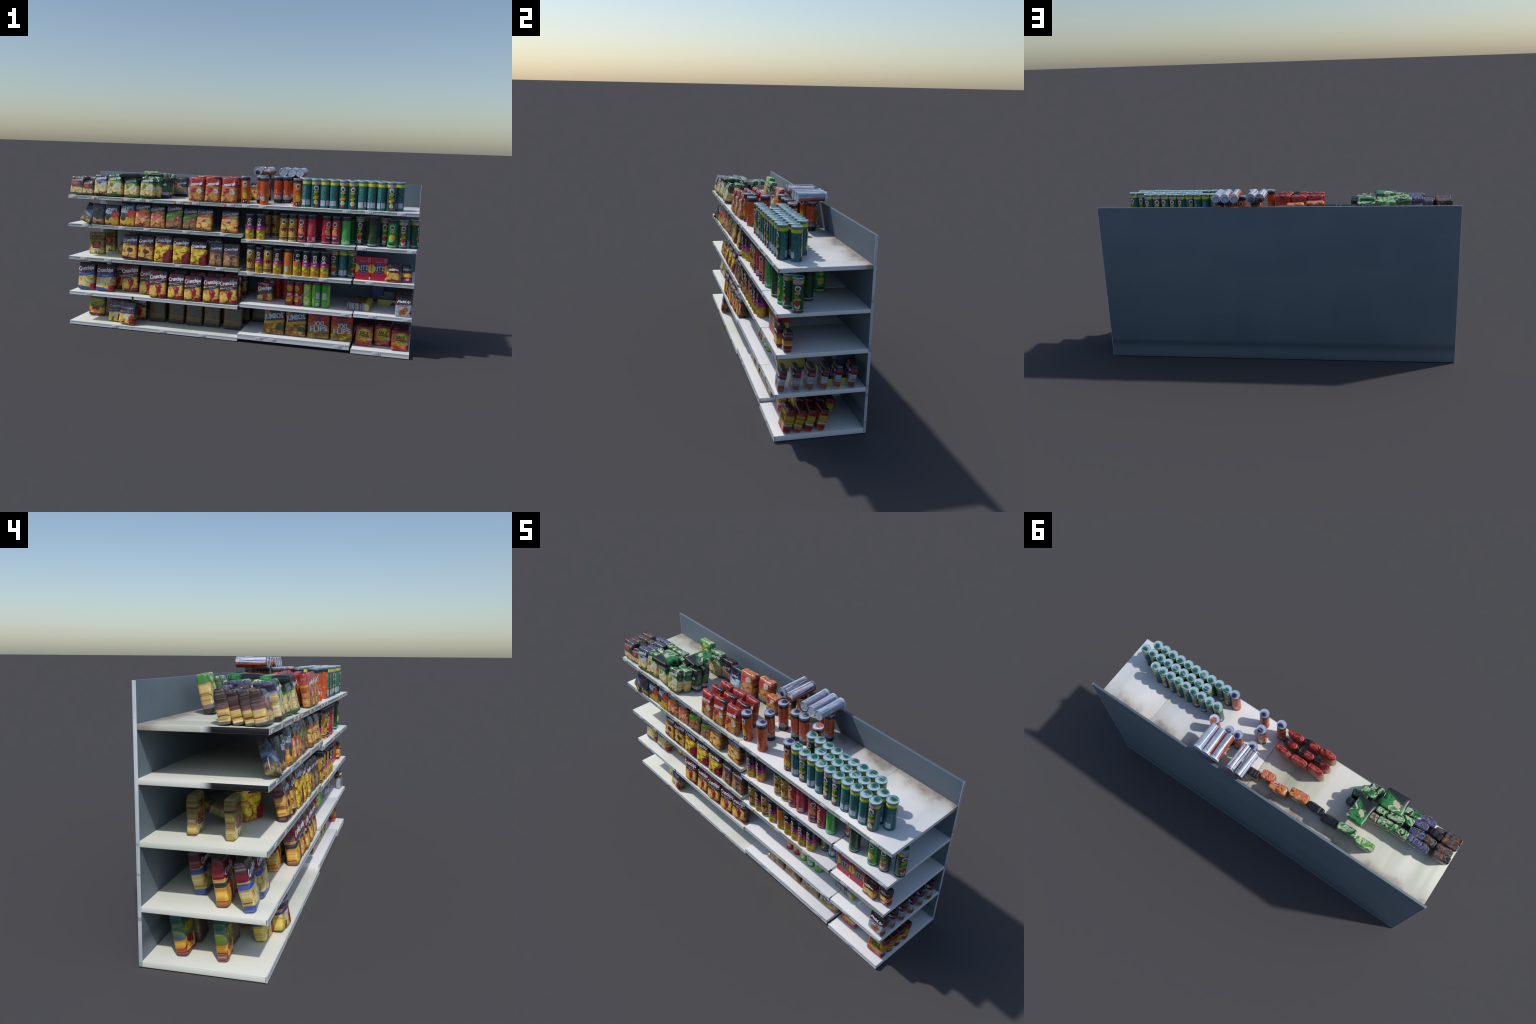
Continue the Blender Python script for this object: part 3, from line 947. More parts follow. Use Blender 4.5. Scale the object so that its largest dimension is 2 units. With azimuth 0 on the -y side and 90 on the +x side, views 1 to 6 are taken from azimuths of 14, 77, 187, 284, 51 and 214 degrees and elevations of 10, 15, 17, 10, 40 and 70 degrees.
LID_TEAL = lid_mat("lid_teal", "#1c5348", "#aac4cc")
LID_BLUE = lid_mat("lid_blue", "#23283c", "#aab4cc")
LID_DARK = lid_mat("lid_dark", "#20262c", "#59646e")
LID_WARM = lid_mat("lid_warm", "#b5522a", "#d8d0da")


def can_body(name, mat):
    r, h = CR, CH
    return lathe(name, [(0, .002), (r * .86, .002), (r * .93, 0), (r * .99, .001), (r * 1.0, .003), (r * .975, .0045), (r * .98, .007),
                        (r * .98, h - .016), (r * .97, h - .012), (r * .975, h - .008), (r * .9, h - .007), (0, h - .007)], mat)


LID_MESH = {}


def lid_mesh(mat):
    if mat.name not in LID_MESH:
        r, h = CR, CH
        LID_MESH[mat.name] = lathe("lid", [(r * .985, h - .0105), (r * 1.02, h - .0105), (r * 1.035, h - .0075), (r * 1.035, h - .002), (r * 1.01, h),
                                           (r * .93, h), (r * .9, h - .002), (r * .5, h - .0015), (0, h - .0015)], mat)
    return LID_MESH[mat.name]


class Can:
    def __init__(s, kind, mat, lid, words=(), label="", noun="chip_can"):
        s.mesh, s.lid, s.noun, s.label = can_body(kind, mat), lid_mesh(lid), noun, label
        rr = CR * .98 + .0006
        s.text = lettering(kind + "_print", [(t, cx * math.pi * CR, cz * CH, ww * CR, hh * CH, rot, sh, ink, 0)
                                             for t, cx, cz, ww, hh, rot, sh, ink in words],
                           lambda x, z: (rr * math.sin(x / CR), -rr * math.cos(x / CR), z), True) if words else None

    def put(s, x, y, z, yaw=0., h=CH, matrix=None, r=CR):
        o = add(s.noun, s.mesh)
        m = matrix if matrix is not None else Matrix.Translation((x, y, z + .0005))
        o.matrix_basis = m @ Matrix.Rotation(R(yaw), 4, 'Z') @ Matrix.Diagonal((r / CR, r / CR, h / CH, 1))
        o["label"], o["category"] = s.label, "can of crisps"
        add("lid", s.lid, o, Matrix.Rotation(R(-yaw), 4, 'Z'))
        if s.text:
            add("lettering", s.text, o)
        return o


NAME = [("Pringles", 0, .56, 1.0, .1, 12, .2, "yellow")]
CANS = dict(
    teal=Can("teal_can", can_mat("teal_label", "#216a6c", teal), LID_TEAL, NAME, "teal crisps can with yellow band"),
    orange=Can("orange_can", can_mat("orange_label", "#c2521c", orange), LID_BLUE, [("Pringles", 0, .62, 1.0, .085, 12, .2, "yellow")], "orange crisps can with dark top"),
    orange_base=Can("orange_base_can", can_mat("orange_base_label", "#b8481a", orange_base), LID_BLUE, [], "orange crisps can with grey and black foot"),
    orange_warm=Can("orange_warm_can", can_mat("orange_warm_label", "#b8481a", orange), LID_WARM, [], "orange crisps can with striped lid"),
    purple=Can("purple_can", can_mat("purple_label", "#c9982a", purple), LID_DARK,
               [("Tortilla", 0, .6, .9, .1, 10, .1, "white"), ("Pringles", 0, .695, .8, .065, 10, .2, "yellow")], "black, purple and yellow tortilla crisps can"),
    tortilla=Can("tortilla_can", can_mat("tortilla_label", "#c99a2c", tortilla_orange), LID_DARK,
                 [("Tortilla", 0, .6, .9, .1, 10, .1, "white")], "black, orange and yellow tortilla crisps can"),
    burger=Can("burger_can", can_mat("burger_label", "#b58c2c", burger), LID_DARK, [("Pringles", 0, .585, 1.0, .095, 10, .2, "gold")], "mustard yellow crisps can"),
    red=Can("red_can", can_mat("red_label", "#b9243c", red), LID_DARK, [("Pringles", 0, .575, 1.0, .095, 10, .2, "yellow")], "crimson crisps can with dark top"),
    bright=Can("bright_can", can_mat("bright_label", "#229a3c", bright), LID_DARK, [("Pringles", 0, .575, 1.0, .095, 10, .2, "yellow")], "bright green crisps can"),
    forest=Can("forest_can", can_mat("forest_label", "#164a34", forest), LID_TEAL, NAME, "dark green crisps can with yellow band"),
    deep=Can("deep_can", can_mat("deep_label", "#2c4a30", deep), LID_DARK, [], "very dark green crisps can"),
    chips_red=Can("chips_red_can", can_mat("chips_red_label", "#98241f", chips_red), LID_DARK,
                  [("CHIPS", 0, .46, 1.0, .1, 4, 0, "white")], "dark red crisps can with white lettering"),
    chips_green=Can("chips_green_can", can_mat("chips_green_label", "#86b92c", chips_green), LID_DARK,
                    [("CHIPS", -.02, .54, .9, .16, 70, .1, "white")], "lime green crisps can"),
    silver=Can("silver_can", can_mat("silver_label", "#9dabc4", chrome, .25), lid_mat("lid_silver", "#aebbd0", "#dce4f0"), [], "silver crisps can lying on its side"),
    mixed=Can("mixed_can", can_mat("mixed_label", "#aab4cc", chrome_mix, .22), LID_BLUE, [], "silver and orange crisps can lying on its side"),
)

# ------------------------------------------------------------------ the shelf unit
shelf = bpy.data.objects.new("supermarket_shelf", None)
COL.objects.link(shelf)
shelf["label"] = "white metal store shelf, five boards, slate back panel"
shelf["category"] = "supermarket shelf"

PX0, PX1, PY0, PY1, PZ = -1.0, .992, .2015, .2145, .9015


def panel_mat():
    m = Mat("panel_slate", "#62707c", (2, .02, .9), .55, wob=0)
    m.lay(m.step(m.noise(5, 3, (1, 1, .6))[0], .5, .2), "#5a6a76")
    m.lay(m.step(m.noise(3, 2, (.4, 1, 2.5))[0], .55, .15), "#69737e", .6)
    m.lay(m.band(.082, .118, 0, .016), "#4b5762", .8)
    m.lay(m.band(.02, .06, 0, .02), "#70808c", .6)
    m.lay(m.step(m.noise(220, 2)[0], .55, .1), "#5e6a75", .25)
    return m.done()


def trim_mat():
    m = Mat("trim_pale", "#b9c4c8", (.01, .02, .9), .4, wob=0)
    m.lay(m.step(m.noise(9, 2, (1, 1, 1))[0], .52, .1), "#ccd0da")
    m.lay(m.step(m.noise(30, 2, (4, 1, 1))[0], .66, .05), "#7d8890", .7)
    return m.done()


def board_mat(name, base, tint, tint2, painted_back_shade=False):
    m = Mat(name, base, (1, .4, .02), .42, wob=0)
    comb = m.n("ShaderNodeCombineXYZ")
    m.link(m.math("ADD", m.x, m.math("MULTIPLY", m.rnd, 9)), comb.inputs[0])
    m.link(m.math("MULTIPLY", m.y, .045), comb.inputs[1])
    m.p = comb.outputs[0]
    m.lay(m.step(m.noise(5, 2)[0], .52, .13 if painted_back_shade else .2), tint)
    m.lay(m.step(m.noise(11, 2)[0], .55, .2), tint2, .6)
    if painted_back_shade:
        # contact shade along the top board's rear, painted in brown, broken and uneven
        c = m.n("ShaderNodeCombineXYZ")
        m.link(m.x, c.inputs[0])
        m.link(m.y, c.inputs[1])
        m.p = c.outputs[0]
        back = m.math("ADD", m.y, m.math("MULTIPLY", m.math("SUBTRACT", m.noise(9, 4)[0], .5), .16))
        m.lay(m.step(back, .125, .05), "#c4beb2", .7)
        m.lay(m.step(back, .165, .03), "#6e675f", .55)
        m.lay(m.both(m.step(back, .15, .03), m.step(m.noise(22, 2)[0], .56, .1)), "#6e4a40", .4)
    return m.done()


def rail_mat(name, a, b):
    m = Mat(name, a, (1, .4, .02), .4, wob=0)
    m.lay(m.step(m.noise(9, 3, (1, 1, 30))[0], .5, .12), b)
    m.lay(m.step(m.noise(70, 2, (1, 1, 4))[0], .62, .06), "#e4e8ea", .35)
    return m.done()


M_CREAM = board_mat("board_cream", "#e4e6df", "#d3dacb", "#ebe6da")
M_WHITE = board_mat("board_white", "#e9ebee", "#dfe3e8", "#efe9e6")
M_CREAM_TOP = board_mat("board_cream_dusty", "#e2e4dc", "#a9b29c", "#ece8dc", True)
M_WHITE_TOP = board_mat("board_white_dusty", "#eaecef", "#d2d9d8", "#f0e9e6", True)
M_RAIL = rail_mat("rail_grey", "#a9b2b3", "#939fa1")
M_RAIL_PALE = rail_mat("rail_pale", "#d3d6da", "#c6cdd2")
M_BLACK = plain("bracket_black", "#141416", .5)
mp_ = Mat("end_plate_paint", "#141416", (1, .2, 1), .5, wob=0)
mp_.lay(mp_.step(mp_.y, .082, .018), "#d9dce0")
M_END_SHADE = mp_.done()
M_TAG = plain("tag_paper", "#dcdde2", .5)
M_TAG_ORANGE = plain("tag_orange", "#c9855a", .5)

panel = add("back_panel", box_mesh("back_panel", (PX1 - PX0 - .004, PY1 - PY0, PZ), panel_mat(), .0015,
                                   ((PX0 + PX1) / 2, (PY0 + PY1) / 2, PZ / 2)), shelf)
TRIM = trim_mat()
for x in (PX0 + .001, PX1 - .001):
    add("edge_trim", box_mesh("edge_trim", (.002, PY1 - PY0 - .0006, PZ - .001), TRIM, .0006, (0, 0, 0)), shelf,
        Matrix.Translation((x, (PY0 + PY1) / 2, PZ / 2)))

B0, B1 = -1.0, .991
YF, YB = -.2045, PY0 + .0005
# tier: (left top, left thick), (middle top, thick), (right top, thick), cut between left/middle, middle/right
TIERS = [
    ((.7730, .0185), (.7735, .0185), (.7745, .0185), (.0465, .0485), (.6725, .6740)),
    ((.6080, .0190), (.5815, .0180), (.5815, .0175), (.0530, .0515), (.6735, .6810)),
    ((.4135, .0195), (.3985, .0185), (.4015, .0195), (.0400, .0420), (.6640, .6760)),
    ((.2020, .0185), (.2190, .0200), (.2215, .0200), (.0405, .0540), (.6775, .6850)),
    ((.0210, .0205), (.0435, .0285), (.0250, .0245), (.0440, .0450), (.6725, .6815)),
]
TOP = [[], [], []]
RIP = {0: (-.56,), 1: (-.594,), 2: (-.594,), 3: (-.597,), 4: (-.594,)}


def rail_profile(x0, x1, z1, thick, mat, steps=6):
    """label rail on the front edge: a thin strip with a hollow face and a rolled top"""
    bm = bmesh.new()
    prof = [(YF + .006, z1 - .0002), (YF + .0008, z1 - .0002)]
    for i in range(steps + 1):
        t = i / steps
        prof.append((YF + .0012 * math.sin(math.pi * t) * (1 if .1 < t < .9 else .4), z1 - .0016 - t * (thick - .0026)))
    prof += [(YF + .0012, z1 - thick - .0004), (YF + .006, z1 - thick - .0004)]
    rows = [[bm.verts.new((x, y, z)) for y, z in prof] for x in (x0, x1)]
    n = len(prof)
    for i in range(n):
        j = (i + 1) % n
        bm.faces.new((rows[0][i], rows[0][j], rows[1][j], rows[1][i]))
    bm.faces.new(rows[0])
    bm.faces.new(rows[1][::-1])
    return finish(bm, "label_rail", [mat], False)


for k, (lt, mt, rt, c1, c2) in enumerate(TIERS):
    cream, white = (M_CREAM, M_WHITE) if k else (M_CREAM_TOP, M_WHITE_TOP)
    spans = [(B0, c1[0], lt, cream), (c1[1], c2[0], mt, white), (c2[1], B1, rt, white)]
    for j, (x0, x1, (zt, th), mat) in enumerate(spans):
        TOP[j].append(zt)
        zb = zt - th
        yf = YF
        add("shelf_board", box_mesh("shelf_board", (x1 - x0, YB - (yf + .003), zt - zb), mat, .0012,
                                    (0, 0, 0)), shelf,
            Matrix.Translation(((x0 + x1) / 2, (yf + .003 + YB) / 2, (zt + zb) / 2)))
        cuts = [x0] + [r for r in RIP[k] if x0 < r < x1] + [x1]
        for i, (a, b) in enumerate(zip(cuts, cuts[1:])):
            gap = (.011 if k == 3 else .002) if i else 0
            add("label_rail", rail_profile(a + gap, b, zt, th, M_RAIL if k < 3 else M_RAIL_PALE), shelf,
                Matrix.Translation((0, yf - YF, 0)))
            if gap > .005:
                add("rail_joint", box_mesh("rail_joint", (gap - .001, .004, th - .001), M_BLACK, .0004), shelf,
                    Matrix.Translation((a + gap / 2, YF + .0036, zt - th / 2 - .0003)))
    # thin black strips modelling baked shade on two upper left board ends, fading rearward
    zt, th = lt
    if k < 2:
        add("end_plate", box_mesh("end_plate", (.0016, .205, th - .001), M_END_SHADE, .0004), shelf,
            Matrix.Translation((B0 + .0002, YF + .106, zt - th / 2)))
    # dark spacers that show at the steps between the bays
    for cut, za in ((c1, min(lt[0], mt[0])), (c2, min(mt[0], rt[0]))):
        if cut[1] - cut[0] > .003:
            add("rail_joint", box_mesh("rail_joint", (cut[1] - cut[0] - .001, .01, .014), M_BLACK, .0004), shelf,
                Matrix.Translation(((cut[0] + cut[1]) / 2, YF + .012, za - .009)))
# low plinth that carries the raised middle bottom board
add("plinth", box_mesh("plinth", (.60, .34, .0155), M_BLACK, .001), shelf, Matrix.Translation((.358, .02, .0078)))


def tag_words(p):
    return lettering("tag_price", [(p, .009, 0, .014, .007, 0, .0, "black", 0), ("~~~", -.012, .002, .012, .0015, 0, 0, "grey", 0)],
                     lambda x, z: (x, -.0008, z))


TAGM = box_mesh("price_tag", (.042, .0010, .0132), M_TAG, .0003)
TAGO = box_mesh("offer_flag", (.013, .0010, .0134), M_TAG_ORANGE, .0003)
PRICES = [tag_words(p) for p in ("1.29", "2.29", "1.99", "1.79")]
TAGS = [
    ["-.970", "-.826o", "-.627p", "-.554", "-.492p", "-.308p", "-.216p", "-.015p", ".073", ".166", ".619", ".736", ".901"],
    ["-.891", "-.658", "-.503", "-.268", "-.048", ".100", ".427", ".711", ".965"],
    ["-.903", "-.748", "-.309", "-.067", ".113", ".318", ".514", ".762"],
    ["-.872", ".641", ".786", ".965"],
    ["-.706", "-.399", "-.161", ".173", ".247", ".612", ".820"],
]
for k, row in enumerate(TAGS):
    for i, t in enumerate(row):
        flag = t[-1] if t[-1] in "op" else ""
        x = float(t.rstrip("op"))
        j = 0 if x < .045 else 1 if x < .675 else 2
        th = TIERS[k][j][1]
        o = add("price_tag", TAGM, shelf, Matrix.Translation((x, YF - .0003, TOP[j][k] - th / 2 - .0004)))
        add("price_print", PRICES[(i + k) % 4], o)
        if flag:
            add("offer_flag", TAGO, shelf, Matrix.Translation((x - (.0285 if flag == "p" else -.0), YF - .0009, TOP[j][k] - th / 2 - .0004)))


# ------------------------------------------------------------------ stock
def top(k, x):
    return TOP[0 if x < .046 else 1 if x < .676 else 2][k]


rnd = random.Random(11)


def bags(tier, kind, items, lean=11., dy=-.012, loose=1., **kw):
    """items: (x, y of the foot, width, height)"""
    for x, y, w, h in items:
        b = BAGS[kind]
        b.put(x, y + dy, top(tier, x), w, h, lean + rnd.uniform(-2, 2) * loose, rnd.uniform(-4.5, 4.5) * loose,
              rnd.uniform(-1.5, 1.5) * loose,
              b.size[1] * rnd.uniform(.93, 1.05), **kw)


def cans(tier, kind, items, h=CH, yaw=None):
    for it in items:
        x, y = it[:2]
        a = it[2] if len(it) > 2 else 0
        CANS[kind].put(x, y, top(tier, x), a + rnd.uniform(-12, 12), h * rnd.uniform(.995, 1.008))


# top shelf, left: packed block of brown, navy and green bags, each a column running back
L = 13.
bags(0, "brown_bag", [(-.951, -.176, .088, .104), (-.941, -.145, .088, .104), (-.932, -.103, .086, .102), (-.943, -.062, .088, .106),
                      (-.885, -.172, .066, .082)], L, 0, 1.8)
bags(0, "black_bag", [(-.866, -.143, .07, .106)], L, 0, 1.8)
bags(0, "brown_bag", [(-.853, -.098, .07, .108)], L, 0, 1.8)
bags(0, "navy_bag", [(-.797, -.180, .084, .122), (-.776, -.146, .084, .122), (-.786, -.102, .08, .122), (-.79, -.056, .086, .122),
                     (-.85, -.056, .06, .11)], L, 0, 1.8)
bags(0, "green_bag", [(-.714, -.176, .09, .124), (-.712, -.132, .088, .12), (-.668, -.098, .086, .122), (-.722, -.052, .088, .12),
                      (-.612, -.172, .088, .112), (-.622, -.130, .086, .112), (-.634, -.05, .084, .12), (-.592, -.092, .06, .115),
                      (-.512, -.180, .082, .12), (-.494, -.136, .084, .12)], L, 0, 1.8)
bags(0, "dark_green_bag", [(-.455, -.097, .08, .118), (-.458, -.053, .08, .116), (-.545, -.092, .06, .112)], L, 0, 1.8)
bags(0, "beige_bag", [(-.568, -.047, .07, .112)], L, 0, 1.8)
BAGS["flat_green_bag"].lie(-.622, -.141, .8985, turn=183, pitch=2, roll=2, w=.124, h=.1, d=.026)
BAGS["flat_green_bag"].lie(-.509, -.010, .8985, turn=176, pitch=-1, roll=0, w=.098, h=.128, d=.026)
# top shelf, back row in front of the panel
bags(0, "lime_bag", [(-.607, .094, .098, .14)], 11, 0)
bags(0, "green_bag", [(-.498, .080, .098, .128)], 11, 0)
bags(0, "black_bag", [(-.408, .092, .094, .112)], 11, 0)
bags(0, "blue_bag", [(-.318, .078, .088, .112)], 11, 0)
bags(0, "orange_bag", [(-.218, .080, .1, .130), (-.113, .104, .094, .126), (-.028, .078, .07, .083)], 10, 0)
bags(0, "roast_bag", [(.045, .106, .072, .1)], 9, 0)
# top shelf, middle: three columns of red bags, three deep
for i, x in enumerate((-.222, -.127, -.033)):
    bags(0, "red_bag", [(x + .004 * r + rnd.uniform(-.003, .003), -.179 + .0525 * r + rnd.uniform(-.003, .003), .091, .135 + rnd.uniform(-.004, .005))
                        for r in range(3)], 10.5, 0)
# orange cans standing, some stacked on their side at the back
cans(0, "orange", [(.0565, -.1525, 8), (.163, -.1535, 150), (.346, -.153, 4)])
cans(0, "orange_base", [(.125, -.074, 200), (.204, .0166, 170), (.254, .0222, 170), (.109, .024, 190)])
cans(0, "orange_warm", [(.3513, .0155, 120)])
cans(0, "orange_base", [(.312, .125, 170), (.262, .145, 150), (.108, .145, 20)])


def lying(kind, x0, x1, flip, spin):
    """on its side across two standing cans, running back to front"""
    z = top(0, .2) + CH + CR * 1.0 - .002
    m = Matrix.Translation((x0, .047 if not flip else .198, z)) @ Matrix.Rotation(math.atan2(x0 - x1, .15), 4, 'Z') \
        @ Matrix.Rotation(R(-90 if not flip else 90), 4, 'X') @ Matrix.Rotation(R(spin), 4, 'Z')
    CANS[kind].put(0, 0, 0, 0, .15, m)


lying("silver", .3165, .3165, False, 0)
lying("silver", .2705, .267, False, 10)
lying("silver", .2215, .2165, False, 25)
lying("mixed", .124, .1245, False, 0)
lying("mixed", .0728, .0735, True, 180)
# teal cans in a honeycomb of three rows
for r, (x0, n, y) in enumerate(((.843, 10, -.1535), (.884, 9, -.1013), (.778, 9, -.0492))):
    for i in range(n):
        turn = (170, 190, 5, 215, 160, -5, 8, 180, 165, 10)[(i * 3 + r * 4) % 10] if r else (10, 175, 160, 190, -8, 4, 150, 200, 15, 172)[i]
        cans(0, "teal", [(x0 - .0497 * i, y + .0005 * (i % 2), turn)])

# second shelf, left
BAGS["tilted_blue_bag"].put(-.895, -.194, top(1, -1) - .002, .078, .118, 25, -15, 17, .03)
bags(1, "slate_bag", [(-.815, -.172, .084, .118)])
bags(1, "pepper_bag", [(-.729, -.168, .088, .116), (-.630, -.172, .094, .134)])
bags(1, "salmon_bag", [(-.537, -.170, .092, .137), (-.446, -.166, .088, .128)])
bags(1, "green_stripe_bag", [(-.349, -.166, .098, .14), (-.256, -.160, .085, .123)])
bags(1, "roast_bag", [(-.168, -.168, .094, .125), (-.020, -.166, .102, .123)])
# second shelf, middle and right
cans(1, "purple", [(.090, -.166), (.149, -.156)], .139)
cans(1, "burger", [(.158, -.056, 10), (.209, -.036, -20), (.280, -.157), (.329, -.157)], .1505)
cans(1, "red", [(.381, -.158, -10), (.434, -.157, 170), (.462, -.02, 180), (.513, -.158, 45), (.565, -.154, -12)])
cans(1, "bright", [(.618, -.152, 165)])
cans(1, "forest", [(.686, -.102, 5), (.70, -.03, 160), (.818, -.099, 5), (.914, -.138, 0), (.9745, -.113, 60)])
cans(1, "deep", [(.758, -.152, 30), (.830, -.03, 90)], .163)
cans(1, "bright", [(.860, -.148, 0), (.722, .055, 100), (.645, -.035, 100)])

# third shelf, left
bags(2, "olive_bag", [(-.884, -.066, .1, .132), (-.866, .068, .088, .132)], 1.5, 0)
BAGS["olive_bag"].lie(-.722, .03, .4585, turn=8, pitch=20, roll=6, h=.165, w=.11)
BAGS["crunch_yellow_bag"].put(-.655, -.062, top(2, -1), .1, .14, 8, -24)
bags(2, "crunch_gold_bag", [(-.620, -.166, .096, .142), (-.521, -.166, .093, .145)])
bags(2, "crunch_yellow_bag", [(-.414, -.166, .108, .155), (-.302, -.167, .1, .146), (-.198, -.167, .095, .131)])
bags(2, "crunch_brown_bag", [(-.097, -.168, .08, .131), (-.006, -.168, .097, .13)])
bags(2, "crunch_yellow_bag", [(-.14, -.07, .1, .148)])
# third shelf, middle and right
cans(2, "burger", [(.104, -.173, 0), (.199, -.172, 8)], .153)
cans(2, "purple", [(.151, -.172), (.254, -.173), (.414, -.172), (.462, -.173), (.512, -.166)], .1405)
cans(2, "tortilla", [(.315, -.172, 190), (.365, -.173, 0)], .143)
cans(2, "forest", [(.559, -.115, 0), (.655, -.118, 40), (.53, -.1, 70)], .149)
cans(2, "teal", [(.608, -.116, 190)], .149)
cans(2, "burger", [(.108, -.115, 20), (.16, -.118, 60), (.215, -.116, 0)], .151)
cans(2, "purple", [(.27, -.118, 30), (.325, -.12, 200), (.378, -.118, 10), (.43, -.119, 90), (.48, -.115, 0)], .1405)


def box_print(name, size):
    m = Mat(name, "#a8152e", size, .4, wob=0)
    m.lay(m.band(.3, .66), "#a8152e", 0)
    for cu in (-1, 1):
        m.lay(m.ell(cu, .5, .46, .19, 0, .04), "#cf9f36")
        m.lay(m.ell(cu, .5, .34, .13, 0, .3), "#d9b04e")
    m.lay(m.ell(0, .5, .64, .22, 0, .03), "#1f4c9c")
    m.lay(m.ell(0, .42, .5, .12, 0, .03), "#1d2f5c")
    m.lay(m.ell(.7, .86, .2, .09, 0, .05), "#c07a90")
    m.lay(m.ell(.7, .86, .15, .065, 0, .05), "#a33a55")
    m.lay(m.band(.175, .185, 0, .004), "#7d0f22")
    m.lay(m.rect(.78, .95, .04, .13), "#d9c4cf")
    return m.done()


RS = (.083, .050, .124)
bag("cracker_box", RS, box_print("cracker_box_print", RS),
    [("RITZ", 0, .51, .66, .2, 6, 0, "yellow", .12), ("CRACKERS", 0, .36, .3, .035, 0, 0, "grey", 0), ("ORIGINAL", -.1, .8, .4, .035, 0, 0, "lilac", 0)],
    r=.0015, taper=0, belly=0, crease=0, noun="cracker_box", label="red cracker box with blue oval and gold lettering", category="cracker box")
for x in (.7215, .8060):
    BAGS["cracker_box"].put(x, -.142, top(2, x), lean=1.5)
bags(2, "cracker_bag", [(.880, -.168, .068, .1)], 6, 0)
bags(2, "cracker_small_bag", [(.950, -.150, .056, .092)], 6, 0)

# fourth shelf, left
bags(3, "salted_bag", [(-.920, -.137, .104, .162), (-.802, -.137, .112, .158), (-.815, .053, .1, .15)], 11, 0)
bags(3, "paprika_bag", [(-.903, -.046, .1, .152), (-.76, -.045, .1, .155), (-.655, -.088, .108, .16), (-.533, -.122, .1, .155),
                        (-.441, -.180, .106, .158), (-.334, -.179, .096, .148), (-.229, -.181, .103, .144), (-.119, -.179, .1, .146),
                        (-.018, -.174, .106, .15)], 10, 0)
bags(3, "paprika_bag", [(-.345, -.098, .1, .155), (-.235, -.102, .102, .155), (-.125, -.1, .1, .156), (-.022, -.082, .1, .158), (-.025, .085, .098, .14)], 10, 0)
# fourth shelf, middle
bags(3, "small_crunch_bag", [(.170, -.075, .091, .102), (.175, .03, .088, .115)], 11, -.01)
cans(3, "chips_red", [(.226, .01, 160), (.272, .01, 150), (.320, -.116), (.370, -.115, -28)], .134)
cans(3, "chips_green", [(.420, -.115, 0), (.470, -.117, -80), (.521, -.115, 85)], .136)
# fourth shelf, right
BAGS["flat_bag"].lie(.708, -.068, top(3, .8) + .026, turn=-4, pitch=4, h=.14, w=.122, d=.045)
for i in range(6):
    bags(3, "biscuit_bag", [(.945 + .0008 * i, -.178 + .0625 * i, .086, .105)], 9, 0)
tray_m = plain("tray_yellow", "#bdb868", .5)
tray = add("display_tray", box_mesh("display_tray", (.158, .1, .003), tray_m, .0006), None, Matrix.Translation((.877, .08, top(3, .9) + .002)))
tray["label"], tray["category"] = "low yellow cardboard display tray with triangle badge", "display tray"
for nm, sz, at in (("tray_wall", (.158, .003, .034), (0, -.0485, .0175)), ("tray_wall", (.158, .003, .034), (0, .0485, .0175)),
                   ("tray_wall", (.003, .094, .034), (-.0775, 0, .0175)), ("tray_wall", (.003, .094, .034), (.0775, 0, .0175))):
    add(nm, box_mesh(nm, sz, tray_m, .0006), tray, Matrix.Translation(at))


def triangle(name, s, mat, at, parent):
    bm = bmesh.new()
    pts = [(-s, 0), (s, 0), (s * .25, s * 1.15), (-s * .25, s * 1.15)]
    a = [bm.verts.new((x, 0, z)) for x, z in pts]
    b = [bm.verts.new((x, .0015, z)) for x, z in pts]
    bm.faces.new(a)
    bm.faces.new(b[::-1])
    for i in range(4):
        bm.faces.new((a[i], a[(i + 1) % 4], b[(i + 1) % 4], b[i]))
    return add(name, finish(bm, name, [mat], False), parent, Matrix.Translation(at))


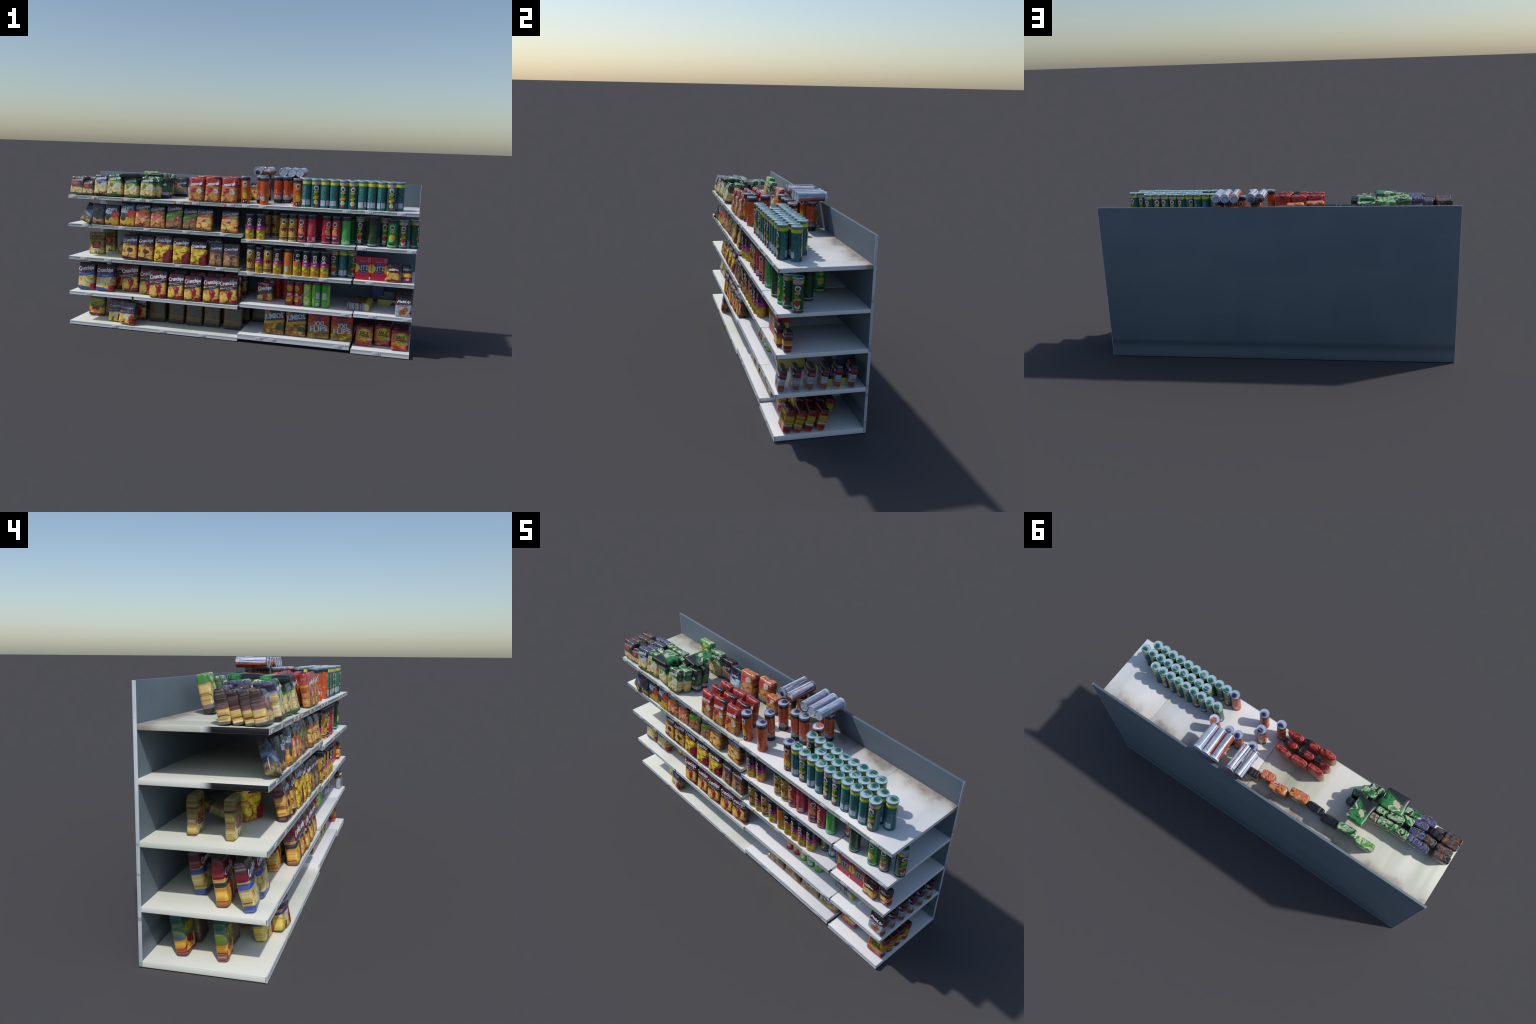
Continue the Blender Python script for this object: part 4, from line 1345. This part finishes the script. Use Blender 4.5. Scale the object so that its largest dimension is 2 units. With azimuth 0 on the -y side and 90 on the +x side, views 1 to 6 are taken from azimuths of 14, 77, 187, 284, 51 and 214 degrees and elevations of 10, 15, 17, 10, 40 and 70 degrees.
triangle("badge", .02, INK["grey"], (.006, -.0525, .003), tray)
triangle("badge", .0145, INK["navy"], (.006, -.0535, .0065), tray)
BX = (.06, .05, .08)
mb = Mat("blue_box_print", "#26345e", BX, .4, wob=.03)
mb.lay(mb.over(.45, 0, .1), "#4a4a52")
mb.lay(mb.step(mb.noise(90, 2)[0], .55, .1), "#6a6a6e", .5)
mb.lay(mb.ell(.1, .4, .9, .25), "#2a3f8c")
bag("blue_box", BX, mb.done(), r=.003, taper=0, belly=0, crease=.0004, noun="snack_box", label="small blue snack box in a tray", category="snack box")
BAGS["blue_box"].put(.858, .07, top(3, .9) + .003)
BAGS["blue_box"].put(.79, .165, top(3, .9), h=.115, w=.07, lean=6)

# bottom shelf, left
bags(4, "tropic_bag", [(-.900, -.045, .104, .152), (-.895, .09, .1, .15)], 9, 0)
bags(4, "info_bag", [(-.80, -.035, .09, .14), (-.79, .08, .1, .145)], 9, 0)
BAGS["plum_bag"].put(-.728, -.130, top(4, -1), .1, .132, 9, -6)
BAGS["plum_bag"].put(-.642, -.174, top(4, -1), .1, .135, 12, -7, 4)
bags(4, "paprika_bag", [(-.62, -.045, .1, .14)], 9, 0)
bags(4, "info_bag", [(-.498, -.044, .1, .14), (-.377, -.045, .098, .14), (-.264, -.05, .098, .138), (-.153, -.047, .097, .138), (-.024, -.055, .11, .138)], 7, 0)
bags(4, "info_bag", [(-.50, .06, .1, .14), (-.375, .062, .1, .14), (-.262, .06, .1, .138), (-.15, .06, .1, .138), (-.01, .105, .1, .135)], 7, 0)
# bottom shelf, middle
bags(4, "info_bag", [(.106, .09, .098, .125)], 7, 0)
bags(4, "jumbo_bag", [(.241, -0.130, .118, .142), (.366, -0.131, .117, .146)], 8, 0)
bags(4, "flips_bag", [(.494, -0.131, .122, .147), (.622, -0.129, .118, .146)], 8, 0)
bags(4, "jumbo_bag", [(.25, -.05, .116, .142), (.372, -.05, .116, .142)], 8, 0)
bags(4, "flips_bag", [(.497, -.05, .12, .145), (.62, -.05, .118, .145)], 8, 0)
# bottom shelf, right: three columns of pretzel packs
for x, y0, n in ((.743, -.124, 4), (.843, -.090, 4), (.938, -.148, 4)):
    bags(4, "pretzel_bag", [(x + .001 * i, y0 + .0505 * i, .092, .109 - .003 * i) for i in range(n)], 14, 0)
